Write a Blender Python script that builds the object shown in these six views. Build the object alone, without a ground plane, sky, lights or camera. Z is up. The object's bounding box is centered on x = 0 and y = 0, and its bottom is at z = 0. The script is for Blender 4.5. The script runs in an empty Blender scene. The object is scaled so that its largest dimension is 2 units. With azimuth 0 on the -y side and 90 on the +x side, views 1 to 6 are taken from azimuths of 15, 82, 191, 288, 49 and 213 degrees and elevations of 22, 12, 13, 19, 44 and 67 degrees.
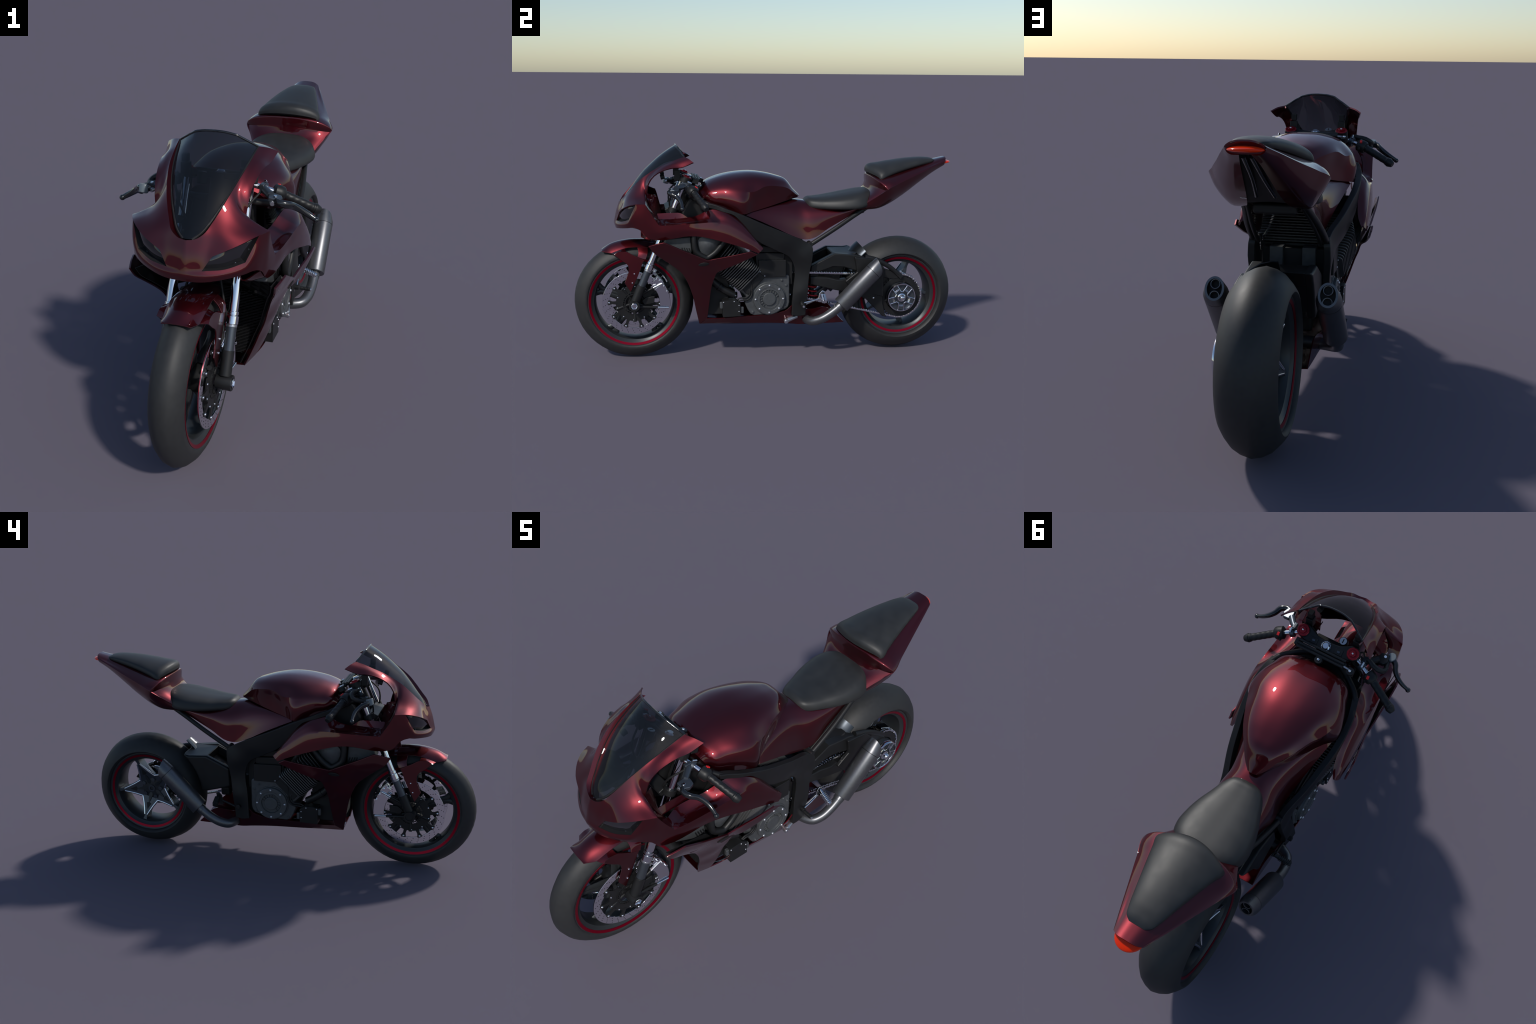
# Dark red sport motorcycle, built part by part.  Front is -y, z is up, units are metres.
import bpy, bmesh, math, random
import numpy as np
from mathutils import Vector, Matrix
from mathutils.geometry import delaunay_2d_cdt

random.seed(7)
SCN = bpy.context.scene.collection
AXF = (-0.694, 0.305)      # front axle (y, z)
AXR = (0.695, 0.306)       # rear axle

# ------------------------------------------------------------------ materials
def material(name, color, metallic=0.0, rough=0.5, coat=0.0, coat_rough=0.03, spec=0.5,
             noise=None, bump=None, transmission=0.0, ior=1.45, sub=None):
    m = bpy.data.materials.new(name)
    m.use_nodes = True
    nt = m.node_tree
    b = nt.nodes["Principled BSDF"]
    b.inputs["Base Color"].default_value = (*color, 1)
    b.inputs["Metallic"].default_value = metallic
    b.inputs["Roughness"].default_value = rough
    b.inputs["Specular IOR Level"].default_value = spec
    b.inputs["Coat Weight"].default_value = coat
    b.inputs["Coat Roughness"].default_value = coat_rough
    b.inputs["Transmission Weight"].default_value = transmission
    b.inputs["IOR"].default_value = ior
    tc = nt.nodes.new("ShaderNodeTexCoord")
    if noise:
        scale, amount, ramount = noise
        n = nt.nodes.new("ShaderNodeTexNoise")
        n.inputs["Scale"].default_value = scale
        n.inputs["Detail"].default_value = 6
        nt.links.new(tc.outputs["Object"], n.inputs["Vector"])
        r = nt.nodes.new("ShaderNodeValToRGB")
        r.color_ramp.elements[0].position = 0.3
        r.color_ramp.elements[1].position = 0.7
        r.color_ramp.elements[0].color = (*[c * (1 - amount) for c in color], 1)
        r.color_ramp.elements[1].color = (*[min(1, c * (1 + amount)) for c in color], 1)
        nt.links.new(n.outputs["Fac"], r.inputs["Fac"])
        nt.links.new(r.outputs["Color"], b.inputs["Base Color"])
        if ramount:
            mr = nt.nodes.new("ShaderNodeMapRange")
            mr.inputs["To Min"].default_value = max(0, rough - ramount)
            mr.inputs["To Max"].default_value = min(1, rough + ramount)
            nt.links.new(n.outputs["Fac"], mr.inputs["Value"])
            nt.links.new(mr.outputs["Result"], b.inputs["Roughness"])
    if bump:
        scale, strength, dist = bump
        n2 = nt.nodes.new("ShaderNodeTexNoise")
        n2.inputs["Scale"].default_value = scale
        nt.links.new(tc.outputs["Object"], n2.inputs["Vector"])
        bp = nt.nodes.new("ShaderNodeBump")
        bp.inputs["Strength"].default_value = strength
        bp.inputs["Distance"].default_value = dist
        nt.links.new(n2.outputs["Fac"], bp.inputs["Height"])
        nt.links.new(bp.outputs["Normal"], b.inputs["Normal"])
    return m

PAINT = material("red_paint", (0.092, 0.0062, 0.0105), metallic=0.92, rough=0.42, coat=1.0, coat_rough=0.012)
TRIM = material("satin_black_plastic", (0.0115, 0.0118, 0.0125), rough=0.44, spec=0.4, noise=(30, 0.12, 0.05))
FRAME = material("graphite_frame", (0.0105, 0.0108, 0.0115), rough=0.45, spec=0.4, noise=(60, 0.06, 0.02))
BLACK = material("matt_black", (0.008, 0.008, 0.009), rough=0.6)
GLOSSB = material("gloss_black", (0.010, 0.011, 0.013), rough=0.16, coat=0.5)
RUBBER = material("tyre_rubber", (0.024, 0.0245, 0.0255), rough=0.55, spec=0.45, noise=(60, 0.12, 0.04), bump=(300, 0.08, 0.001))
SEATM = material("seat_leatherette", (0.022, 0.0228, 0.0232), rough=0.50, noise=(20, 0.16, 0.08), bump=(420, 0.12, 0.001))
RIMM = material("dark_rim", (0.040, 0.044, 0.048), metallic=0.45, rough=0.38)
STRIPE = material("red_rim_stripe", (0.27, 0.001, 0.018), metallic=0.75, rough=0.33)
CHROME = material("chrome", (0.80, 0.81, 0.84), metallic=1.0, rough=0.06)
MIRROR = material("polished_disc_steel", (0.90, 0.90, 0.93), metallic=1.0, rough=0.02)
STEEL = material("brushed_steel", (0.46, 0.47, 0.50), metallic=0.9, rough=0.30, noise=(90, 0.12, 0.06))
CAN = material("silencer_metal", (0.135, 0.138, 0.148), metallic=0.80, rough=0.38, noise=(120, 0.06, 0.04))
ENGINE = material("engine_casing", (0.075, 0.080, 0.085), metallic=0.25, rough=0.45, noise=(70, 0.12, 0.05))
FINM = material("cooling_fin_metal", (0.085, 0.087, 0.090), metallic=0.4, rough=0.42)  # base grey lightened to match sunlight on the fin ends and edges
BOLT = material("bolt_metal", (0.55, 0.56, 0.60), metallic=0.8, rough=0.28)
GUNM = material("gunmetal", (0.085, 0.097, 0.115), metallic=0.75, rough=0.36)
HUGM = material("hugger_metal", (0.045, 0.052, 0.062), metallic=0.85, rough=0.32)
REDPL = material("red_anodised", (0.30, 0.006, 0.016), metallic=0.35, rough=0.35)
REDSW = material("red_switch", (0.7, 0.02, 0.02), rough=0.4)
LAMP = material("tail_lamp_red", (0.70, 0.026, 0.001), rough=0.16, coat=0.1, spec=0.3)
LAMP.node_tree.nodes["Principled BSDF"].inputs["Emission Color"].default_value = (0.8, 0.06, 0.0, 1)
LAMP.node_tree.nodes["Principled BSDF"].inputs["Emission Strength"].default_value = 0.035
LENS = material("headlamp_smoked_lens", (0.012, 0.012, 0.015), rough=0.04, coat=1.0)
CLEARP = material("reservoir_plastic", (0.22, 0.26, 0.29), rough=0.25, transmission=0.4)
SPRING = material("red_spring", (0.45, 0.01, 0.02), rough=0.35)

def glass_material():
    m = bpy.data.materials.new("smoked_windscreen")
    m.use_nodes = True
    nt = m.node_tree
    b = nt.nodes["Principled BSDF"]
    b.inputs["Base Color"].default_value = (0.012, 0.014, 0.017, 1)
    b.inputs["Roughness"].default_value = 0.012
    b.inputs["Specular IOR Level"].default_value = 0.6
    tr = nt.nodes.new("ShaderNodeBsdfTransparent")
    tr.inputs["Color"].default_value = (0.60, 0.63, 0.68, 1)
    mx = nt.nodes.new("ShaderNodeMixShader")
    lw = nt.nodes.new("ShaderNodeLayerWeight")
    lw.inputs["Blend"].default_value = 0.35
    mr = nt.nodes.new("ShaderNodeMapRange")
    mr.inputs["To Min"].default_value = 0.37
    mr.inputs["To Max"].default_value = 0.95
    nt.links.new(lw.outputs["Facing"], mr.inputs["Value"])
    nt.links.new(mr.outputs["Result"], mx.inputs["Fac"])
    nt.links.new(tr.outputs["BSDF"], mx.inputs[1])
    nt.links.new(b.outputs["BSDF"], mx.inputs[2])
    nt.links.new(mx.outputs["Shader"], nt.nodes["Material Output"].inputs["Surface"])
    return m
GLASS = glass_material()

# ------------------------------------------------------------------ object helpers
root = bpy.data.objects.new("motorcycle", None)
root.empty_display_size = 0.3
SCN.objects.link(root)
root["label"] = "dark red sport motorcycle with black frame and seats"
root["category"] = "motorcycle"

def new_object(name, me, mat, parent, smooth=None, kind=None):
    ob = bpy.data.objects.new(name, me)
    SCN.objects.link(ob)
    ob.parent = parent if parent else root
    if mat and not me.materials:
        me.materials.append(mat)
    if smooth is not None:
        me.polygons.foreach_set("use_smooth", [True] * len(me.polygons))
        me.set_sharp_from_angle(angle=math.radians(smooth))
    if kind:
        ob["kind"] = kind
    return ob

def build(name, verts, faces, mat, parent=None, smooth=35, fix=True, bevel=0, seg=2, kind=None, merge=1e-5):
    me = bpy.data.meshes.new(name)
    me.from_pydata([tuple(v) for v in verts], [], faces)
    bm = bmesh.new()
    bm.from_mesh(me)
    if merge:
        bmesh.ops.remove_doubles(bm, verts=bm.verts, dist=merge)
    if fix:
        bmesh.ops.recalc_face_normals(bm, faces=bm.faces)
    bm.to_mesh(me)
    bm.free()
    ob = new_object(name, me, mat, parent, smooth, kind)
    if bevel:
        add_bevel(ob, bevel, seg)
    return ob

def add_bevel(ob, w, seg=2, angle=40):
    md = ob.modifiers.new("bevel", 'BEVEL')
    md.width = w
    md.segments = seg
    md.limit_method = 'ANGLE'
    md.angle_limit = math.radians(angle)
    md.harden_normals = True
    return ob

def mirrored(ob, parent=None):
    """Right-hand twin of a part (reflected in x = 0), as an object of its own."""
    me = ob.data.copy()
    bm = bmesh.new()
    bm.from_mesh(me)
    for v in bm.verts:
        v.co.x = -v.co.x
    bmesh.ops.reverse_faces(bm, faces=bm.faces)
    bm.to_mesh(me)
    bm.free()
    base = ob.name.split(".")[0]
    o2 = bpy.data.objects.new(base, me)
    SCN.objects.link(o2)
    o2.parent = parent or ob.parent
    for md in ob.modifiers:
        if md.type == 'BEVEL':
            add_bevel(o2, md.width, md.segments, math.degrees(md.angle_limit))
    for k in ob.keys():
        o2[k] = ob[k]
    return o2

def merge_geo(*parts):
    V, F = [], []
    for v, f in parts:
        o = len(V)
        V += list(v)
        F += [[i + o for i in q] for q in f]
    return V, F

def interp(pts, n, sharp=()):
    """Chord-length Catmull-Rom through pts, n samples per span; tangents break at 'sharp' indices."""
    P = np.array(pts, float)
    m = len(P)
    d = np.maximum(np.linalg.norm(np.diff(P, axis=0), axis=1), 1e-6)
    def tan(i, side):
        if i == 0:
            return (P[1] - P[0]) / d[0]
        if i == m - 1:
            return (P[-1] - P[-2]) / d[-1]
        a = (P[i] - P[i - 1]) / d[i - 1]
        b = (P[i + 1] - P[i]) / d[i]
        if i in sharp:
            return a if side < 0 else b
        return (a * d[i] + b * d[i - 1]) / (d[i] + d[i - 1])
    out = [P[0]]
    for i in range(m - 1):
        t0, t1 = tan(i, 1) * d[i], tan(i + 1, -1) * d[i]
        for k in range(1, n + 1):
            t = k / n
            out.append((2*t**3 - 3*t**2 + 1) * P[i] + (t**3 - 2*t**2 + t) * t0
                       + (-2*t**3 + 3*t**2) * P[i + 1] + (t**3 - t**2) * t1)
    return np.array(out)

def grid(rows, nu=5, nv=5, sr=(), sc=(), sym=False):
    """Interpolating patch; rows of control points.  sym: first column is on x = 0, mirrored across."""
    R = []
    for r in rows:
        r = [tuple(p) for p in r]
        if sym:
            r = [(-p[0], p[1], p[2]) for p in r[:0:-1]] + r
        R.append(r)
    n = len(rows[0])
    def cols(c):
        return tuple(n - 1 + i for i in c) + tuple(n - 1 - i for i in c) if sym else tuple(c)
    per_row = isinstance(sc, list)
    A = np.array([interp(r, nu, cols(sc[i] if per_row else sc)) for i, r in enumerate(R)])
    B = np.array([interp(A[:, j], nv, sr) for j in range(A.shape[1])])
    return np.swapaxes(B, 0, 1)

def grid_geo(G):
    r, c, _ = G.shape
    V = G.reshape(-1, 3)
    F = [[i*c + j, i*c + j + 1, (i+1)*c + j + 1, (i+1)*c + j] for i in range(r - 1) for j in range(c - 1)]
    return [tuple(v) for v in V], F

def shell(name, geos, thick, mat, parent=None, smooth=38, outward=None, bevel=0.0015):
    """Merge patches into one sheet, then give it thickness inward (away from 'outward')."""
    V, F = merge_geo(*geos)
    me = bpy.data.meshes.new(name)
    me.from_pydata(V, [], F)
    bm = bmesh.new()
    bm.from_mesh(me)
    bmesh.ops.remove_doubles(bm, verts=bm.verts, dist=4e-4)
    bmesh.ops.dissolve_degenerate(bm, edges=bm.edges, dist=1e-5)
    bmesh.ops.recalc_face_normals(bm, faces=bm.faces)
    bm.normal_update()
    if outward is not None:
        s = 0
        for f in bm.faces:
            s += f.normal.dot(outward(f.calc_center_median())) * f.calc_area()
        if s < 0:
            bmesh.ops.reverse_faces(bm, faces=bm.faces)
            bm.normal_update()
    verts = list(bm.verts)
    bm.verts.index_update()
    nv = {v: bm.verts.new(v.co - v.normal * thick) for v in verts}
    faces = list(bm.faces)
    bedges = [e for e in bm.edges if e.is_boundary]
    for f in faces:
        bm.faces.new([nv[v] for v in reversed(f.verts)])
    for e in bedges:
        f = e.link_faces[0]
        a, b = e.verts
        for l in f.loops:
            if l.edge == e:
                a, b = l.vert, l.link_loop_next.vert
        try:
            bm.faces.new([b, a, nv[a], nv[b]])
        except ValueError:
            pass
    bm.to_mesh(me)
    bm.free()
    ob = new_object(name, me, mat, parent, smooth)
    if bevel:
        add_bevel(ob, bevel, 2, 50)
    return ob

OUTX = lambda c: Vector((1 if c.x >= 0 else -1, 0, 0))
UP = lambda c: Vector((0, 0, 1))

def tps(ctrl, lam=1e-5):
    """Thin-plate spline x(y,z) through control points (x,y,z)."""
    C = np.array(ctrl, float)
    Q = C[:, 1:]
    n = len(Q)
    def U(r2):
        return np.where(r2 > 1e-12, r2 * np.log(r2 + 1e-12), 0)
    D = ((Q[:, None] - Q[None]) ** 2).sum(-1)
    K = U(D) + lam * np.eye(n)
    Pm = np.c_[np.ones(n), Q]
    A = np.zeros((n + 3, n + 3))
    A[:n, :n] = K
    A[:n, n:] = Pm
    A[n:, :n] = Pm.T
    w = np.linalg.solve(A, np.r_[C[:, 0], 0, 0, 0])
    def f(y, z):
        r2 = (Q[:, 0] - y) ** 2 + (Q[:, 1] - z) ** 2
        return float(U(r2) @ w[:n] + w[n] + w[n + 1] * y + w[n + 2] * z)
    return f

def plate_geo(outline, extra=(), sharp=None, step=0.014, n=4):
    """Sheet bounded by a closed 3-D outline, x interpolated over the (y, z) side view."""
    m = len(outline)
    sharp = set(range(m)) if sharp is None else set(sharp)
    f = tps(list(outline) + list(extra), 1e-4)
    loop = []
    ext = [outline[-1]] + list(outline) + [outline[0], outline[1]]
    ss = {i + 1 for i in sharp} | ({0} if (m - 1) in sharp else set()) | ({m + 1} if 0 in sharp else set())
    S = interp(ext, n, ss)
    loop = [(p[1], p[2]) for p in S[n:n * (m + 1)]]
    ys = [p[0] for p in loop]
    zs = [p[1] for p in loop]
    pts = [Vector(p) for p in loop]
    edges = [(i, (i + 1) % len(loop)) for i in range(len(loop))]
    L = np.array(loop)
    L2 = np.roll(L, -1, axis=0)
    y = min(ys) + step / 2
    k = 0
    while y < max(ys):
        z = min(zs) + step * (0.5 if k % 2 else 0.25)
        while z < max(zs):
            q = np.array((y, z))
            ab = L2 - L
            t = np.clip(((q - L) * ab).sum(1) / np.maximum((ab ** 2).sum(1), 1e-12), 0, 1)
            dmin = np.sqrt(((L + ab * t[:, None] - q) ** 2).sum(1)).min()
            if dmin > step * 0.5:
                pts.append(Vector((y, z)))
            z += step
        y += step * 0.87
        k += 1
    vo, eo, fo, *_ = delaunay_2d_cdt(pts, edges, [], 1, 1e-6)
    return [(f(v.x, v.y), v.x, v.y) for v in vo], [list(t) for t in fo]

def tube_geo(pts, r, seg=12, n=6, cap=True, sharp=(), squash=1.0):
    P = interp(pts, n, sharp) if n > 1 else np.array(pts, float)
    m = len(P)
    if np.isscalar(r):
        rad = np.full(m, r)
    else:
        rad = np.interp(np.linspace(0, len(pts) - 1, m), range(len(r)), r)
    T = np.gradient(P, axis=0)
    T /= np.linalg.norm(T, axis=1)[:, None]
    up = Vector((0, 0, 1)) if abs(T[0][2]) < 0.9 else Vector((0, 1, 0))
    a = Vector(T[0]).cross(up).normalized()
    V, F = [], []
    for i in range(m):
        t = Vector(T[i])
        a = (a - t * a.dot(t)).normalized()
        b = t.cross(a)
        for k in range(seg):
            w = 2 * math.pi * k / seg
            V.append(tuple(Vector(P[i]) + (a * math.cos(w) + b * math.sin(w) * squash) * rad[i]))
    for i in range(m - 1):
        for k in range(seg):
            k2 = (k + 1) % seg
            F.append([i*seg + k, i*seg + k2, (i+1)*seg + k2, (i+1)*seg + k])
    if cap:
        F.append(list(range(seg))[::-1])
        F.append([(m-1)*seg + k for k in range(seg)])
    return V, F

def tube(name, pts, r, mat, parent=None, seg=14, n=6, smooth=45, sharp=(), squash=1.0):
    V, F = tube_geo(pts, r, seg, n, True, sharp, squash)
    return build(name, V, F, mat, parent, smooth)

def lathe_geo(profile, origin, axis, seg=48, closed=False):
    """profile: (distance along axis, radius)."""
    o, ax = Vector(origin), Vector(axis).normalized()
    ref = Vector((0, 0, 1)) if abs(ax.z) < 0.9 else Vector((0, 1, 0))
    a = ax.cross(ref).normalized()
    b = ax.cross(a)
    V, F = [], []
    n = len(profile)
    for d, r in profile:
        for k in range(seg):
            w = 2 * math.pi * k / seg
            V.append(tuple(o + ax * d + (a * math.cos(w) + b * math.sin(w)) * max(r, 1e-5)))
    rng = n if closed else n - 1
    for i in range(rng):
        j = (i + 1) % n
        for k in range(seg):
            k2 = (k + 1) % seg
            F.append([i*seg + k, i*seg + k2, j*seg + k2, j*seg + k])
    if not closed:
        F.append(list(range(seg))[::-1])
        F.append([(n-1)*seg + k for k in range(seg)])
    return V, F

def lathe(name, profile, origin, axis, mat, parent=None, seg=48, closed=False, smooth=40, bevel=0):
    V, F = lathe_geo(profile, origin, axis, seg, closed)
    return build(name, V, F, mat, parent, smooth, bevel=bevel)

def rod_geo(p0, p1, r0, r1=None, seg=16):
    p0, p1 = Vector(p0), Vector(p1)
    return lathe_geo([(0, r0), ((p1 - p0).length, r1 if r1 is not None else r0)], p0, p1 - p0, seg)

def rod(name, p0, p1, r, mat, parent=None, r1=None, seg=20, bevel=0.0012):
    V, F = rod_geo(p0, p1, r, r1, seg)
    return build(name, V, F, mat, parent, 40, bevel=bevel)

def box_geo(c, size, rot=None):
    M = Matrix.Translation(c) @ (rot.to_4x4() if rot else Matrix.Identity(4))
    V = [tuple(M @ Vector((x*size[0]/2, y*size[1]/2, z*size[2]/2))) for x in (-1, 1) for y in (-1, 1) for z in (-1, 1)]
    F = [[0, 1, 3, 2], [4, 6, 7, 5], [0, 4, 5, 1], [2, 3, 7, 6], [0, 2, 6, 4], [1, 5, 7, 3]]
    return V, F

def box(name, c, size, mat, parent=None, rot=None, bevel=0.002, seg=2):
    V, F = box_geo(c, size, rot)
    return build(name, V, F, mat, parent, 30, bevel=bevel, seg=seg)

def prism_geo(outline, x0, x1):
    """Solid with a (y, z) outline between two x planes."""
    n = len(outline)
    V = [(x0, y, z) for y, z in outline] + [(x1, y, z) for y, z in outline]
    F = [[i, (i+1) % n, n + (i+1) % n, n + i] for i in range(n)] + [list(range(n))[::-1], [n + i for i in range(n)]]
    return V, F

def prism(name, outline, x0, x1, mat, parent=None, bevel=0.003, seg=2, smooth=30):
    V, F = prism_geo(outline, x0, x1)
    return build(name, V, F, mat, parent, smooth, bevel=bevel, seg=seg)

def ring_geo(cy, cz, ri, ro, x0, x1, seg=64):
    prof = [(x0, ri), (x0, ro), (x1, ro), (x1, ri)]
    return lathe_geo(prof, (0, cy, cz), (1, 0, 0), seg, True)

def rrect(y0, z0, y1, z1):
    return [(y0, z0), (y1, z0), (y1, z1), (y0, z1)]

def polar(c, r, a):
    return (c[0] + r * math.cos(a), c[1] + r * math.sin(a))

# bolts: one shared mesh (dome head, axis +x)
def make_bolt(name, r, mat):
    V, F = lathe_geo([(-0.004, r * 1.0), (0.0, r), (r * 0.45, r * 0.85), (r * 0.7, r * 0.5), (r * 0.75, 0.0001)], (0, 0, 0), (1, 0, 0), 12)
    ob = build(name, V, F, mat, None, 40)
    me = ob.data
    bpy.data.objects.remove(ob)
    return me
BOLT_ME = make_bolt("bolt", 0.0052, BOLT)
CBOLT_ME = make_bolt("chrome_bolt", 0.0055, CHROME)
DBOLT_ME = make_bolt("dark_bolt", 0.006, ENGINE)

def bolt(x, y, z, parent, me=BOLT_ME, s=1.0, axis=(1, 0, 0)):
    ob = bpy.data.objects.new("bolt", me)
    SCN.objects.link(ob)
    ob.parent = parent
    q = Vector((1, 0, 0)).rotation_difference(Vector(axis))
    ob.matrix_world = Matrix.LocRotScale(Vector((x, y, z)), q, Vector((s, s, s)))
    return ob

# ================================================================== WHEELS
def tyre_geo(c, prof, seg=52):
    full = prof + [(-x, r) for x, r in prof[::-1] if x > 1e-6]
    return lathe_geo(full, (0, *c), (1, 0, 0), seg, True)

def make_front_wheel():
    c = AXF
    rim_prof = [(0.057, 0.240), (0.057, 0.232), (0.053, 0.219), (0.048, 0.213), (0.043, 0.204), (0.032, 0.198), (0.018, 0.196),
                (-0.018, 0.196), (-0.032, 0.198), (-0.043, 0.204), (-0.048, 0.213), (-0.053, 0.219), (-0.057, 0.232), (-0.057, 0.240), (-0.045, 0.243), (0.045, 0.243)]
    wheel = lathe("front_wheel", rim_prof, (0, *c), (1, 0, 0), RIMM, None, 96, True, 30)
    prof = [(0.0, 0.305), (0.024, 0.2975), (0.045, 0.278), (0.058, 0.256), (0.0615, 0.244), (0.057, 0.235), (0.045, 0.232)]
    V, F = tyre_geo(c, prof)
    build("tyre", V, F, RUBBER, wheel, 50)
    for s in (1, -1):
        V, F = lathe_geo([(s*0.0585, 0.231), (s*0.0550, 0.219), (s*0.0525, 0.2195), (s*0.0560, 0.231)], (0, *c), (1, 0, 0), 96, True)
        build("rim_stripe", V, F, STRIPE, wheel, 30)
    # five hollow two-legged spokes
    for i in range(5):
        a = math.radians(90 + 72 * i)
        V, F = [], []
        for sgn in (-1, 1):
            b0 = a + sgn * 0.22
            b1 = a + sgn * 0.105
            p0 = polar(c, 0.045, b0)
            p1 = polar(c, 0.13, a + sgn * 0.055)
            p2 = polar(c, 0.175, a + sgn * 0.052)
            p3 = polar(c, 0.203, a + sgn * 0.115)
            g = tube_geo([(0.0, *p0), (0.0, *p1), (0.0, *p2), (0.0, *p3)], [0.012, 0.008, 0.0075, 0.0085], 8, 4, True, (), 1.9)
            V, F = merge_geo((V, F), g)
        build("spoke", V, F, RIMM, wheel, 40)
    lathe("hub", [(-0.075, 0.03), (-0.06, 0.045), (-0.03, 0.05), (0.03, 0.05), (0.06, 0.045), (0.075, 0.03)], (0, *c), (1, 0, 0), TRIM, wheel, 32)
    # brake discs on both sides
    for s in (1, -1):
        V, F = ring_geo(*c, 0.129, 0.163, s*0.074, s*0.079, 96)
        disc = build("brake_disc", V, F, MIRROR, wheel, 30, bevel=0.0008)
        # drilled holes in slanted rows
        V, F = [], []
        for i in range(30):
            a0 = 2 * math.pi * i / 30
            for k in range(3):
                p = polar(c, 0.1365 + 0.0095 * k, a0 + 0.045 * k)
                g = lathe_geo([(s*0.0735, 0.0021), (s*0.0795, 0.0021)], (0, *p), (1, 0, 0), 8)
                V, F = merge_geo((V, F), g)
        build("disc_holes", V, F, BLACK, wheel, 30, kind="stuff")
        # black carrier with ten arms
        V, F = ring_geo(*c, 0.060, 0.094, s*0.0755, s*0.0805, 48)
        for i in range(10):
            a = math.radians(33 + 36 * i)
            ca, sa = math.cos(a), math.sin(a)
            g = prism_geo([(c[0] + r*ca - t*sa, c[1] + r*sa + t*ca) for r, t in
                           ((0.085, -0.009), (0.112, -0.0065), (0.131, -0.013), (0.135, 0.0), (0.131, 0.013), (0.112, 0.0065), (0.085, 0.009))],
                          s*0.0752, s*0.0812)
            V, F = merge_geo((V, F), g)
            bolt(s*0.081, *polar(c, 0.1265, a), wheel, CBOLT_ME, 1.05, (s, 0, 0))
            if i % 2 == 0 or True:
                bolt(s*0.081, *polar(c, 0.0885, a + 0.31), wheel, CBOLT_ME, 0.75, (s, 0, 0))
        build("disc_carrier", V, F, TRIM, wheel, 30)
        # toothed sensor ring and three inner struts
        V, F = ring_geo(*c, 0.046, 0.050, s*0.079, s*0.083, 40)
        g = ring_geo(*c, 0.057, 0.061, s*0.079, s*0.083, 40)
        V, F = merge_geo((V, F), g)
        for i in range(30):
            a = 2 * math.pi * i / 30
            y, z = polar(c, 0.0535, a)
            V, F = merge_geo((V, F), box_geo((s*0.081, y, z), (0.004, 0.009, 0.0025), Matrix.Rotation(a, 3, 'X')))
        build("sensor_ring", V, F, BLACK, wheel, 30)
        V, F = [], []
        for i in range(5):
            a = math.radians(54 + 72 * i)
            g = rod_geo((s*0.07, *polar(c, 0.02, a)), (s*0.078, *polar(c, 0.098, a)), 0.009, 0.009, 10)
            V, F = merge_geo((V, F), g)
        build("carrier_strut", V, F, TRIM, wheel, 40)
    return wheel

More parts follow.
